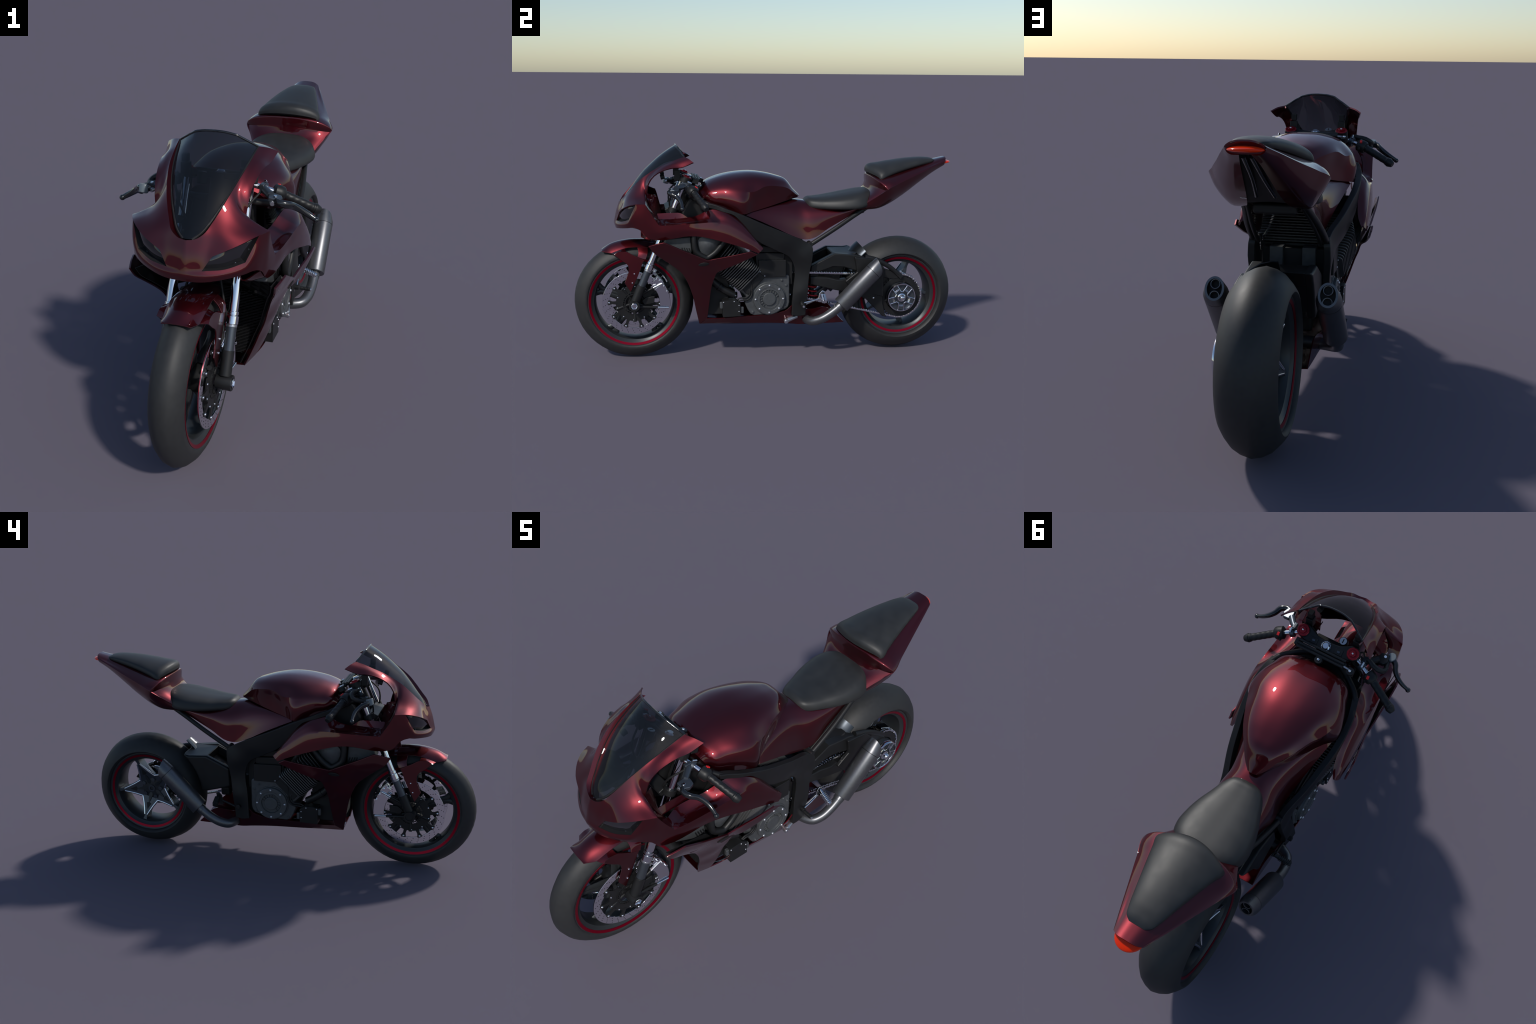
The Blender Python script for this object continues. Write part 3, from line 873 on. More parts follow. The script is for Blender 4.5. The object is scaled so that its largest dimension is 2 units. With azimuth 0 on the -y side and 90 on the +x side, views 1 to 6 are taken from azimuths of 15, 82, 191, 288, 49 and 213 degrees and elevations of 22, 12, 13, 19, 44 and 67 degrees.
    for s in (1, -1):
        def rec(P, d, shrink):
            c = np.array((.125, -.740, .768))
            Q = c + (P - c) * shrink
            Q[:, 1] += d
            Q[:, 0] -= d * 0.55
            return Q
        U1, L1 = rec(bU, 0.008, 0.965), rec(bL, 0.014, 0.945)
        mid = (U1 + L1) / 2
        mid[:, 1] -= 0.008
        G = np.array([interp([U1[j], mid[j], L1[j]], 4) for j in range(len(U1))])
        G[:, :, 0] *= s
        build("headlamp_lens", *grid_geo(G), LENS, fair, 40)
        bowl = []
        for P0, P1 in ((rec(bU, 0.0005, 1.003), rec(bU, 0.021, 0.925)), (rec(bL, 0.0005, 1.003), rec(bL, 0.021, 0.925))):
            G = np.array([P0, P1])
            G[:, :, 0] *= s
            bowl.append(grid_geo(G))
        U2, L2 = rec(bU, 0.03, 0.92), rec(bL, 0.03, 0.92)
        G = np.array([U2, L2])
        G[:, :, 0] *= s
        bowl.append(grid_geo(G))
        # short closing wall at the nose end
        G = np.array([[rec(bU, .0005, 1.003)[0], rec(bL, .0005, 1.003)[0]], [rec(bU, .03, .92)[0], rec(bL, .03, .92)[0]]])
        G[:, :, 0] *= s
        bowl.append(grid_geo(G))
        V, F = merge_geo(*bowl)
        build("headlamp_bowl", V, F, BLACK, fair, 30)
        for k in (1, 2):  # tiny glints along the lamp sill, modelled as small beads
            q = bL[4 + 5*k] * 0.985
            V, F = lathe_geo([(-0.004, 0.0005), (-0.003, 0.0032), (0.0, 0.0045), (0.003, 0.0032), (0.004, 0.0005)], (s*(q[0] - 0.004), q[1] + 0.007, bL[4+5*k][2] + 0.005), (0, 1, 0), 10)
            build("glint_bead", V, F, GUNM, fair, 50)
    # underside closing panel of the nose and the fork-side scoop
    G = grid([[(0, -.778, .696), (.075, -.766, .698), (.175, -.707, .714), (.206, -.675, .720)],
              [(0, -.70, .70), (.07, -.69, .70), (.15, -.65, .70), (.200, -.640, .695)]], 4, 3, (), (), True)
    shell("nose_underpanel", [grid_geo(G)], 0.004, PAINT, fair, 34, lambda c: Vector((0, 0, -1)), 0)
    for s in (1, -1):
        G = grid([[(.214, -.652, .706), (.221, -.622, .674), (.228, -.566, .662), (.236, -.50, .668)],
                  [(.150, -.650, .664), (.152, -.615, .650), (.165, -.560, .655), (.19, -.50, .668)],
                  [(.135, -.640, .70), (.14, -.60, .685), (.15, -.55, .68), (.17, -.50, .69)]], 4, 4)
        G[:, :, 0] *= s
        shell("fairing_scoop", [grid_geo(G)], 0.004, PAINT, fair, 40, lambda c: Vector((0, 0, -1)), 0)
    # windscreen
    rows_e = [(.014, -.742, .8215), (.039, -.724, .842), (.060, -.694, .873), (.080, -.659, .909), (.096, -.625, .940), (.108, -.591, .967), (.118, -.549, .995), (.127, -.494, 1.025), (.135, -.433, 1.053)]
    rows_c = [(0, -.7435, .8205), (0, -.727, .852), (0, -.697, .893), (0, -.667, .934), (0, -.634, .974), (0, -.597, 1.010), (0, -.556, 1.046), (0, -.512, 1.078), (0, -.473, 1.102)]
    rows = []
    for i, (c, e) in enumerate(zip(rows_c, rows_e)):
        r = []
        for f in (0, .27, .52, .75, 1.0):
            g = f ** (1.55 + 0.10*i)
            if i == 8:
                g = (0, .04, .185, .56, 1.0)[(0, .27, .52, .75, 1.0).index(f)]
            r.append((e[0]*f, c[1] + (e[1]-c[1])*g, c[2] + (e[2]-c[2])*g))
        rows.append(r)
    G = grid(rows, 5, 5, (), [()] * 8 + [(2,)], True)
    scr = shell("windscreen", [grid_geo(G)], 0.004, GLASS, fair, 40, outw, 0)
    tube("screen_edge_trim", [tuple(p) for p in G[-1][::2]], 0.0042, GLOSSB, fair, 8, 2)
    for s in (1, -1):
        E = G[:, -1 if s > 0 else 0].copy()
        a = [tuple(p) for p in E[::2]]
        tube("screen_seal", [(p[0] + s*0.001, p[1] + 0.003, p[2] - 0.003) for p in a], 0.0055, BLACK, fair, 8, 2)
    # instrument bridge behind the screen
    V, F = merge_geo(rod_geo((0.10, -0.53, 0.955), (0.10, -0.55, 0.95), 0.012, 0.012), rod_geo((-0.10, -0.53, 0.955), (-0.10, -0.55, 0.95), 0.012, 0.012))
    build("screen_mount", V, F, BLACK, fair, 40)
    return fair
fairing = make_fairing()

# ================================================================== LOWER FAIRING
def make_lower():
    out = [(.258, -.617, .635), (.270, -.575, .648), (.276, -.542, .655), (.268, -.430, .603), (.257, -.330, .558), (.268, -.245, .576), (.284, -.121, .603), (.282, -.088, .587),
           (.268, -.176, .543), (.245, -.255, .505), (.222, -.285, .484), (.213, -.296, .455), (.198, -.306, .42), (.165, -.318, .32), (.122, -.327, .222),
           (.088, -.366, .186), (.125, -.385, .274), (.150, -.398, .340), (.172, -.414, .395), (.186, -.432, .442), (.199, -.455, .482), (.214, -.497, .522), (.234, -.552, .566), (.250, -.590, .598)]
    geo = plate_geo(out, [(.24, -.36, .52), (.262, -.45, .59), (.20, -.36, .42), (.15, -.355, .30)], {0, 1, 2, 4, 6, 7, 14, 15})
    lo = shell("lower_fairing", [geo], 0.008, PAINT, None, 34, OUTX, 0.0018)
    lo2 = mirrored(lo)
    for s, par in ((1, lo), (-1, lo2)):
        # oval badge lying on the panel
        f = tps(out + [(.24, -.36, .52), (.262, -.45, .59), (.20, -.36, .42), (.15, -.355, .30)], 1e-4)
        V, F = [], []
        for rr, h in ((1.0, -.003), (1.0, .0028), (.85, .0040), (.45, .0043), (.01, .0044)):
            for k in range(24):
                a = 2*math.pi*k/24
                y, z = -.350 + rr*(.026*math.cos(a) - .002*math.sin(a)), .538 + rr*(.0095*math.sin(a) + .004*math.cos(a))
                V.append((s*(f(y, z) + h), y, z))
        F = [[i*24 + k, i*24 + (k+1) % 24, (i+1)*24 + (k+1) % 24, (i+1)*24 + k] for i in range(4) for k in range(24)]
        build("badge_plate", V, F, TRIM, par, 40)
        # black duct wall from front edge back to the radiator
        fe = [out[i] for i in (0, 23, 22, 21, 20, 19, 18, 17, 16, 15)]
        re = [(.228, -.42, .600), (.225, -.40, .575), (.215, -.385, .545), (.203, -.370, .512), (.190, -.362, .478), (.172, -.360, .43), (.148, -.36, .37), (.120, -.36, .30), (.096, -.36, .25), (.070, -.345, .20)]
        fe = [(x - 0.018, y + 0.012, z) for x, y, z in fe]
        G = grid([fe, re], 3, 3)
        G[:, :, 0] *= s
        shell("duct_wall", [grid_geo(G)], 0.003, BLACK, par, 40, OUTX, 0)
    # belly pan: side strips and floor
    edge = [(.089, -.362, .187), (.101, -.307, .191), (.112, -.162, .190), (.119, .02, .187), (.121, .114, .180), (.122, .152, .176), (.118, .22, .176), (.112, .31, .174), (.106, .394, .174)]
    top = [(.121, -.327, .222), (.127, -.280, .222), (.135, -.155, .231), (.147, .039, .248), (.151, .080, .262), (.150, .118, .292), (.130, .20, .258), (.116, .295, .262), (.106, .392, .178)]
    cen = [(0, -.362, .184), (0, -.307, .174), (0, -.162, .166), (0, .02, .164), (0, .114, .160), (0, .152, .158), (0, .22, .158), (0, .31, .158), (0, .394, .170)]
    midb = [(a[0]*0.6, a[1], b[2] + (a[2]-b[2])*0.25) for a, b in zip(edge, cen)]
    def T(rows):
        return [[r[i] for r in rows] for i in range(len(rows[0]))]
    G = grid(T([cen, midb, edge, top]), 4, 5, (), (2,), True)
    shell("belly_pan", [grid_geo(G)], 0.005, PAINT, lo, 34, lambda c: Vector((c.x, 0, c.z - 0.25)), 0.0015)
    return lo
make_lower()

# ================================================================== RADIATOR
def make_radiator():
    fr = [(0, .525), (.08, .518), (.20, .480), (.188, .42), (.14, .255), (.09, .222), (0, .220)]
    def loop(k, dz=0):
        pts = [(x*k, .37 + (z-.37)*k + dz) for x, z in fr]
        return pts + [(-x, z) for x, z in pts[-2:0:-1]]
    outer, inner = loop(1.0), loop(0.86)
    n = len(outer)
    V = []
    for y, L in ((-.372, outer), (-.372, inner), (-.335, inner), (-.335, outer)):
        V += [(x, y, z) for x, z in L]
    F = []
    for a in range(4):
        b = (a + 1) % 4
        F += [[a*n + i, a*n + (i+1) % n, b*n + (i+1) % n, b*n + i] for i in range(n)]
    V, F = grid_geo(grid([[(0, -.50, .625), (.11, -.50, .625), (.20, -.47, .612)], [(0, -.42, .575), (.12, -.42, .572), (.215, -.41, .56)], [(0, -.365, .515), (.10, -.365, .510), (.205, -.36, .475)]], 3, 3, (), (), True))
    shell("radiator_cowl", [(V, F)], .004, FINM, None, 40, lambda c: Vector((0, -1, 0)), 0)
    prism("radiator_duct", [(-.33, .24), (-.33, .52), (-.27, .52), (-.21, .40), (-.215, .24)], -.112, .112, BLACK, None, 0.006)
    rad = build("radiator", V, F, BLACK, None, 30, bevel=0.004)
    V, F = [], []
    k = 0
    z = 0.242
    while z < 0.505:
        xs = [p for p in inner if p[0] > 0]
        w = 0.155
        zz = sorted([(p[1], p[0]) for p in inner if p[0] >= 0])
        w = float(np.interp(z, [q[0] for q in zz[1:-1]], [q[1] for q in zz[1:-1]]))
        w = min(w, 0.172)
        V, F = merge_geo((V, F), box_geo((0, -.354, z), (2*w, .02, .0022)))
        z += 0.0062
    build("radiator_fins", V, F, BLACK, rad, 30, kind="stuff")
    V = [(x*1.0, -.345, z) for x, z in inner]
    V += [(x*1.0, -.341, z) for x, z in inner]
    F = [list(range(n)), list(range(n, 2*n))[::-1]] + [[i, (i+1) % n, n + (i+1) % n, n + i] for i in range(n)]
    build("radiator_core", V, F, BLACK, rad, 30)
make_radiator()

# ================================================================== TANK, SEAT COVER, SEATS, TAIL
def make_tank():
    st = [
        [(0, -.362, .884), (.05, -.360, .882), (.098, -.352, .872), (.130, -.341, .852), (.137, -.331, .832), (.122, -.320, .806)],
        [(0, -.334, .914), (.058, -.332, .911), (.110, -.326, .899), (.149, -.316, .872), (.158, -.307, .838), (.142, -.299, .796)],
        [(0, -.280, .939), (.063, -.280, .936), (.118, -.278, .918), (.160, -.274, .884), (.172, -.268, .840), (.155, -.260, .787)],
        [(0, -.220, .956), (.070, -.220, .951), (.130, -.219, .930), (.180, -.216, .888), (.193, -.212, .840), (.178, -.206, .777)],
        [(0, -.152, .966), (.070, -.151, .961), (.135, -.150, .938), (.186, -.148, .885), (.203, -.148, .835), (.197, -.146, .774)],
        [(0, -.095, .968), (.066, -.095, .963), (.124, -.094, .940), (.169, -.091, .882), (.164, -.094, .836), (.164, -.100, .781)],
        [(0, -.033, .962), (.058, -.033, .957), (.106, -.033, .939), (.143, -.033, .904), (.132, -.034, .858), (.130, -.036, .793)],
        [(0, .040, .945), (.044, .040, .942), (.082, .040, .928), (.109, .040, .900), (.100, .039, .862), (.094, .037, .809)],
        [(0, .082, .930), (.032, .083, .927), (.060, .086, .912), (.076, .090, .886), (.070, .091, .856), (.064, .089, .820)],
        [(0, .128, .879), (.018, .129, .876), (.034, .132, .867), (.045, .134, .854), (.042, .132, .842), (.036, .128, .826)],
        [(0, .163, .842), (.010, .162, .841), (.018, .160, .839), (.023, .157, .836), (.022, .154, .833), (.018, .150, .829)],
    ]
    G = grid(st, 5, 5, (), [()]*4 + [(3,)]*7, True)
    tank = shell("fuel_tank", [grid_geo(G)], 0.006, PAINT, None, 24, lambda c: Vector((c.x, 0.3*(c.y+.1), c.z - .8)), 0.001)
    # front face
    G2 = grid([[(0, -.362, .884), (.05, -.360, .882), (.098, -.352, .872), (.130, -.341, .852), (.137, -.331, .832), (.122, -.320, .806)],
               [(0, -.366, .85), (.03, -.365, .85), (.060, -.358, .845), (.085, -.348, .838), (.098, -.336, .825), (.095, -.322, .806)]], 4, 2, (), (), True)
    shell("tank_front", [grid_geo(G2)], 0.003, PAINT, tank, 40, lambda c: Vector((0, -1, 0)), 0)
    return tank
tank = make_tank()

def make_tail_body():
    cov = [
        [(0, -.138, .80), (.08, -.138, .80), (.165, -.138, .788), (.186, -.135, .768)],
        [(0, -.06, .806), (.065, -.06, .806), (.130, -.06, .792), (.166, -.053, .730)],
        [(0, .02, .814), (.05, .02, .813), (.100, .02, .799), (.147, .027, .691)],
        [(0, .10, .820), (.040, .10, .818), (.083, .10, .796), (.130, .107, .650)],
        [(0, .158, .818), (.035, .158, .815), (.086, .158, .778), (.122, .180, .626)],
        [(0, .205, .812), (.045, .206, .806), (.098, .208, .765), (.127, .215, .632)],
        [(0, .30, .80), (.070, .30, .790), (.108, .30, .760), (.118, .30, .681)],
        [(0, .40, .80), (.085, .40, .785), (.108, .40, .770), (.108, .40, .735)],
        [(0, .475, .80), (.09, .475, .79), (.105, .475, .785), (.100, .475, .774)],
    ]
    G = grid(cov, 6, 5, (), (), True)
    cover = shell("side_cover", [grid_geo(G)], 0.005, PAINT, None, 34, lambda c: Vector((c.x, 0, c.z - .6)), 0.0012)
    # ---- tail unit
    L = [(0, .525, .947), (.06, .528, .945), (.12, .538, .936), (.165, .556, .920), (.188, .573, .903), (.197, .585, .888)]
    D2 = [(0, .60, .968), (.06, .605, .962), (.11, .62, .952), (.145, .64, .937), (.165, .65, .922), (.170, .655, .917)]
    D3 = [(0, .75, .995), (.045, .75, .991), (.08, .752, .982), (.105, .754, .968), (.122, .757, .958), (.128, .758, .953)]
    D4 = [(0, .87, 1.020), (.03, .87, 1.018), (.053, .868, 1.010), (.068, .866, 1.001), (.080, .864, .996), (.086, .862, .991)]
    D5 = [(0, .936, 1.034), (.022, .936, 1.033), (.040, .934, 1.028), (.052, .930, 1.021), (.058, .927, 1.016), (.061, .923, 1.012)]
    tp = (1, 1, 1, .8, .5, 0)
    Lb = [(x, y + .017*t, z + .002*t) for (x, y, z), t in zip(L, tp)]
    Lr = [(x, y + .002*t, z - .0035*t) for (x, y, z), t in zip(L, tp)]
    W0 = [(x, y + .001*t, z - .017*t) for (x, y, z), t in zip(L, tp)]
    W1 = [(0, .526, .905), (.06, .530, .900), (.12, .541, .892), (.160, .558, .886), (.184, .574, .882), (.1945, .5815, .8815)]
    W2 = [(0, .522, .868), (.05, .520, .864), (.095, .518, .858), (.128, .520, .854), (.152, .528, .850), (.168, .540, .850)]
    W3 = [(0, .46, .815), (.045, .455, .812), (.080, .452, .804), (.100, .450, .795), (.112, .450, .786), (.119, .450, .779)]
    deck = grid([D5, D4, D3, D2, Lb, Lr, W0, W1, W2, W3], 5, 4, (7,), (), True)
    # side shell below the crease
    edge = [(.119, .450, .779), (.168, .540, .850), (.195, .584, .883), (.197, .585, .888), (.170, .655, .917), (.128, .758, .953), (.086, .862, .991), (.061, .923, 1.012)]
    edge = [(.119, .450, .779), (.142, .495, .813), (.168, .540, .850), (.197, .585, .888), (.170, .655, .917), (.128, .758, .953), (.086, .862, .991), (.061, .923, 1.012)]
    s2 = [(.118, .453, .776), (.140, .500, .797), (.158, .548, .820), (.172, .600, .846), (.150, .670, .880), (.112, .768, .930), (.074, .865, .976), (.057, .924, 1.002)]
    s3 = [(.114, .456, .773), (.124, .505, .777), (.130, .555, .784), (.128, .606, .804), (.112, .685, .848), (.086, .780, .910), (.060, .870, .965), (.047, .925, .993)]
    s4 = [(.105, .458, .773), (.095, .510, .777), (.080, .560, .784), (.066, .612, .802), (.052, .690, .846), (.040, .785, .907), (.028, .872, .962), (.018, .925, .990)]
    side = grid([edge, s2, s3, s4], 5, 4, (), ())
    geos = [grid_geo(deck)]
    for s in (1, -1):
        H = side.copy()
        H[:, :, 0] *= s
        geos.append(grid_geo(H))
    tail = shell("tail_unit", geos, 0.005, PAINT, None, 30, lambda c: Vector((c.x, c.y - .7, c.z - .9 + .0)), 0.0012)
    # rear face and lamp
    rim = [(0, .9345, 1.031), (.022, .9345, 1.030), (.040, .932, 1.025), (.052, .928, 1.018), (.058, .925, 1.012), (.055, .923, 1.003), (.045, .924, .994), (.018, .925, .991), (0, .925, .9905)]
    full = rim + [(-p[0], p[1], p[2]) for p in rim[-2:0:-1]]
    full = [(p[0]*.96, p[1]-.001, 1.0085 + (p[2]-1.0085)*.93) for p in full]
    V = list(full) + [(p[0]*.9, p[1]-.012, p[2]) for p in full]
    n = len(full)
    F = [list(range(n)), list(range(n, 2*n))[::-1]] + [[i, (i+1) % n, n + (i+1) % n, n + i] for i in range(n)]
    build("tail_end_panel", V, F, PAINT, tail, 30)
    V, F = [], []
    N, K = 10, 32
    for i in range(N + 1):
        f = i / N * math.pi / 2
        for k in range(K):
            w = 2*math.pi*k/K
            rr = math.cos(f) ** 0.9
            cx, cz = math.cos(w), math.sin(w)
            x = 0.0545*rr*abs(cx)**0.9*(1 if cx > 0 else -1)
            zz = 0.0092*rr*cz
            V.append((x, 0.928 + 0.040*math.sin(f) - 3.2*x*x + 0.22*zz, 1.0075 + zz - 0.9*x*x))
    for i in range(N):
        for k in range(K):
            k2 = (k+1) % K
            F.append([i*K + k, i*K + k2, (i+1)*K + k2, (i+1)*K + k])
    F.append(list(range(K)))
    build("tail_lamp", V, F, LAMP, tail, 60)
    # black undertray channel
    G = grid([[(0, .92, 1.000), (.022, .92, .996)], [(0, .86, .972), (.036, .86, .966)], [(0, .75, .905), (.052, .75, .897)], [(0, .62, .822), (.075, .62, .812)], [(0, .52, .793), (.100, .52, .787)], [(0, .44, .786), (.104, .44, .780)]], 6, 4, (), (), True)
    shell("undertray", [grid_geo(G)], 0.006, BLACK, tail, 34, lambda c: Vector((0, 0, -1)), 0)
    box("undertray_box", (0, 0.44, 0.765), (0.15, 0.12, 0.035), BLACK, tail, None, 0.01)
    tube("undertray_rib", [(.012, .90, .985), (.018, .76, .905), (.03, .64, .833)], 0.008, GLOSSB, tail)
    tube("undertray_rib", [(-.012, .90, .985), (-.018, .76, .905), (-.03, .64, .833)], 0.008, GLOSSB, tail)

def cushion(name, centre, half, bottom, mat, drop=0.5, pow_=2.6, parent=None, crown=0.0):
    """Padded seat: stations along y with (y, top z), half-width and base z; rounded shoulder."""
    rows = []
    for (y, zt), w, zb in zip(centre, half, bottom):
        h = zt - zb
        r = []
        for a in np.linspace(0, math.pi/2, 7):
            cx, cz = math.sin(a) ** (2/pow_), math.cos(a) ** (2/pow_)
            r.append((w*cx, y, zb + h*cz))
        r.append((w*0.93, y, zb - 0.006))
        rows.append(r)
    G = grid(rows, 4, 5, (), (), True)
    V, F = grid_geo(G)
    c = G.shape[1]
    rr = G.shape[0]
    F.append([j for j in range(c)][::-1])
    F.append([(rr-1)*c + j for j in range(c)])
    F.append([i*c for i in range(rr)] + [i*c + c - 1 for i in range(rr - 1, -1, -1)])
    return build(name, V, F, mat, parent, 50, merge=2e-4)

def make_seats():
    # rider seat
    st = [(.184, .800, .018, .792), (.190, .816, .045, .790), (.205, .828, .068, .787), (.235, .831, .088, .785), (.285, .835, .108, .783), (.340, .843, .130, .783), (.400, .853, .145, .784),
          (.455, .863, .149, .788), (.495, .869, .138, .796), (.525, .870, .112, .808), (.545, .864, .078, .822), (.556, .850, .035, .836)]
    cushion("rider_seat", [(a, b) for a, b, c, d in st], [c for a, b, c, d in st], [d for a, b, c, d in st], SEATM, pow_=3.1)
    # pillion pad: pointed towards the tail; front edge bowed forwards in the middle
    st = [(-.004, .130, .25), (-.003, .1365, .65), (.003, .1390, .90), (.012, .1390, 1.0), (.06, .1275, 1.0), (.13, .111, .95), (.20, .093, .86), (.26, .077, .72), (.31, .063, .52), (.342, .050, .30), (.356, .032, .12)]
    rows = []
    for d, w, hf in st:
        r = []
        t = max(d, 0) / .350
        for a in np.linspace(0, math.pi/2, 9):
            cx, cz = math.sin(a) ** .42, math.cos(a) ** .42
            x = w * cx
            yf = .520 + d + (1 - t) ** 2 * .044 * (x / .137) ** 2
            base = .949 + .067*t - (1 - t)*.85*x*x
            top = .045 * hf * (1 - .30*(x/w)**2)
            r.append((x, yf, base + top*cz))
        r.append((w*.95, r[-1][1] + .004 * (d < .01), r[-1][2] - .006))
        rows.append(r)
    G = grid(rows, 4, 5, (), (), True)
    V, F = grid_geo(G)
    c, rr = G.shape[1], G.shape[0]
    F.append([j for j in range(c)][::-1])
    F.append([(rr-1)*c + j for j in range(c)])
    F.append([i*c for i in range(rr)] + [i*c + c - 1 for i in range(rr - 1, -1, -1)])
    build("pillion_seat", V, F, SEATM, None, 50, merge=2e-4)
make_tail_body()
make_seats()

# ================================================================== FRAME
def make_frame():
    out = [(.198, -.325, .832), (.206, -.295, .826), (.219, -.239, .807), (.224, -.163, .777), (.206, -.035, .718), (.180, .08, .667), (.150, .185, .616),
           (.151, .205, .604), (.154, .213, .586), (.155, .214, .565), (.152, .197, .447), (.150, .185, .29), (.150, .181, .232), (.155, .145, .229), (.160, .108, .236),
           (.151, .112, .368), (.147, .120, .479), (.150, .112, .508), (.160, .090, .543), (.170, .062, .563), (.180, .032, .577), (.192, -.012, .601), (.202, -.055, .624),
           (.214, -.110, .668), (.221, -.160, .735), (.223, -.200, .774), (.219, -.250, .790), (.207, -.290, .802), (.198, -.325, .810)]
    geo = plate_geo(out, [(.186, .06, .62), (.162, .165, .54), (.163, .15, .36), (.216, -.09, .71)], {0, 12, 14, 28}, 0.016)
    fr = shell("frame", [geo], 0.026, FRAME, None, 40, OUTX, 0)
    add_bevel(fr, 0.009, 4, 55)
    fr2 = mirrored(fr)
    for s, par in ((1, fr), (-1, fr2)):
        m = lambda p: (s*p[0], p[1], p[2])
        tube("frame_tube", [m(p) for p in ((.04, -.415, .850), (.085, -.398, .846), (.130, -.368, .840), (.168, -.338, .830), (.190, -.308, .817))], [.016, .0135, .0125, .0125, .0125], FRAME, par, 16, 6)
        # subframe tubes
        sub = tube("subframe_tube", [m(p) for p in ((.138, .203, .602), (.136, .245, .628), (.128, .34, .686), (.112, .44, .748), (.098, .53, .80))], .0115, TRIM)
        tube("subframe_inner_tube", [m(p) for p in ((.118, .200, .590), (.116, .26, .628), (.110, .36, .692), (.098, .46, .755), (.09, .53, .795))], .008, TRIM, sub)
        rod("subframe_boss", m((.105, .200, .603)), m((.150, .200, .603)), .014, TRIM, sub)
        # footrest bracket and pegs
        rod("peg_bolt", m((.150, .160, .300)), m((.172, .160, .300)), .011, FRAME, par)
    # shift lever side (+x)
    sh = tube("shift_peg", [(.178, .156, .301), (.200, .157, .300), (.222, .157, .299)], .0075, TRIM)
    for i in range(6):
        x = .182 + .006*i
        rod("peg_rib", (x, .1565, .300), (x + .003, .1565, .300), .0092, TRIM, sh)
    rod("peg_cap", (.218, .157, .299), (.227, .157, .298), .0062, CHROME, sh)
    tube("shift_rod", [(.160, .168, .301), (.155, .21, .308), (.148, .258, .318)], .0045, CHROME, sh)
    for s in (1, -1):
        m = lambda p: (s*p[0], p[1], p[2])
        pg = tube("footpeg", [m(p) for p in ((.150, .268, .346), (.182, .266, .335), (.226, .264, .321))], [.010, .0105, .0095], CHROME if s > 0 else TRIM, None, 8, 3)
        for i in range(7):
            f = .3 + .1*i
            c = m((.150 + .076*f, .268 - .004*f, .346 - .025*f))
            box("footpeg_tread", c, (.004, .026, .020), CHROME if s > 0 else TRIM, pg, None, 0.001)
        prism("heel_plate", [(.245, .300), (.262, .297), (.275, .33), (.283, .355), (.268, .362), (.252, .345)], s*.140, s*.148, CHROME if s > 0 else TRIM, pg, 0.002)
        rod("footpeg_stay", m((.146, .25, .318)), m((.144, .182, .29)), .0055, STEEL if s > 0 else TRIM, pg)
    # side stand
    st = rod("side_stand", (.128, .138, .222), (.144, .088, .207), .0115, STEEL, None, .0115)
    rod("stand_foot", (.128, .082, .203), (.153, .080, .201), .0115, STEEL, st)
    rod("stand_bolt", (.152, .080, .201), (.156, .080, .201), .007, CHROME, st)
make_frame()

# ================================================================== FRONT MUDGUARD
def make_fender():
    c = [(-.853, .577), (-.836, .588), (-.810, .603), (-.775, .615), (-.735, .6225), (-.69, .626), (-.64, .623), (-.59, .615), (-.555, .602)]
    half = [.050, .057, .064, .066, .067, .066, .065, .064, .060]
    edz = [.5735, .570, .5655, .579, .590, .594, .592, .586, .578]
    edy = [-.849, -.831, -.803, -.768, -.732, -.69, -.642, -.595, -.560]
    rows = []
    for (y, z), w, ze, ye in zip(c, half, edz, edy):
        r = []
        for f, g in ((0, 0), (.35, .10), (.65, .38), (.88, .74), (1.0, 1.0)):
            r.append((w*f, y + (ye-y)*g, z + (ze-z)*g))
        rows.append(r)
    G = grid(rows, 4, 5, (), (), True)
    fn = shell("front_mudguard", [grid_geo(G)], 0.004, PAINT, None, 40, UP, 0.001)
    out = [(.088, -.789, .562), (.089, -.753, .532), (.091, -.722, .506), (.091, -.718, .478), (.091, -.728, .445), (.092, -.740, .415), (.092, -.711, .367), (.093, -.681, .431),
           (.094, -.655, .495), (.095, -.646, .520), (.095, -.637, .533), (.094, -.665, .545), (.092, -.694, .559), (.088, -.726, .575), (.086, -.765, .577)]
    stay = shell("mudguard_stay", [plate_geo(out, (), {0, 5, 6, 10, 14}, .012)], 0.006, PAINT, fn, 40, OUTX, 0.0015)
    stay2 = mirrored(stay)
    strut = [(.064, -.668, .598), (.064, -.625, .590), (.094, -.627, .552), (.095, -.637, .533), (.094, -.668, .548), (.080, -.668, .570)]
    for s in (1, -1):
        G = grid([[(.064, -.803, .566), (.066, -.768, .579), (.067, -.735, .588)], [(.088, -.789, .564), (.087, -.765, .577), (.088, -.728, .575)]], 3, 3)
        G[:, :, 0] *= s
        shell("mudguard_shelf", [grid_geo(G)], 0.004, PAINT, fn, 40, UP, 0)
        G = grid([[(.065, -.672, .593), (.065, -.645, .592), (.064, -.620, .589)], [(.084, -.668, .566), (.088, -.645, .566), (.090, -.622, .563)], [(.094, -.672, .549), (.096, -.650, .540), (.096, -.632, .535)]], 3, 3)
        G[:, :, 0] *= s
        shell("mudguard_strut", [grid_geo(G)], 0.005, PAINT, fn, 40, OUTX)
        for y, z in ((-.690, .462), (-.701, .415)):
            bolt(s*.0935, y, z, fn, CBOLT_ME, .8, (s, 0, 0))
make_fender()

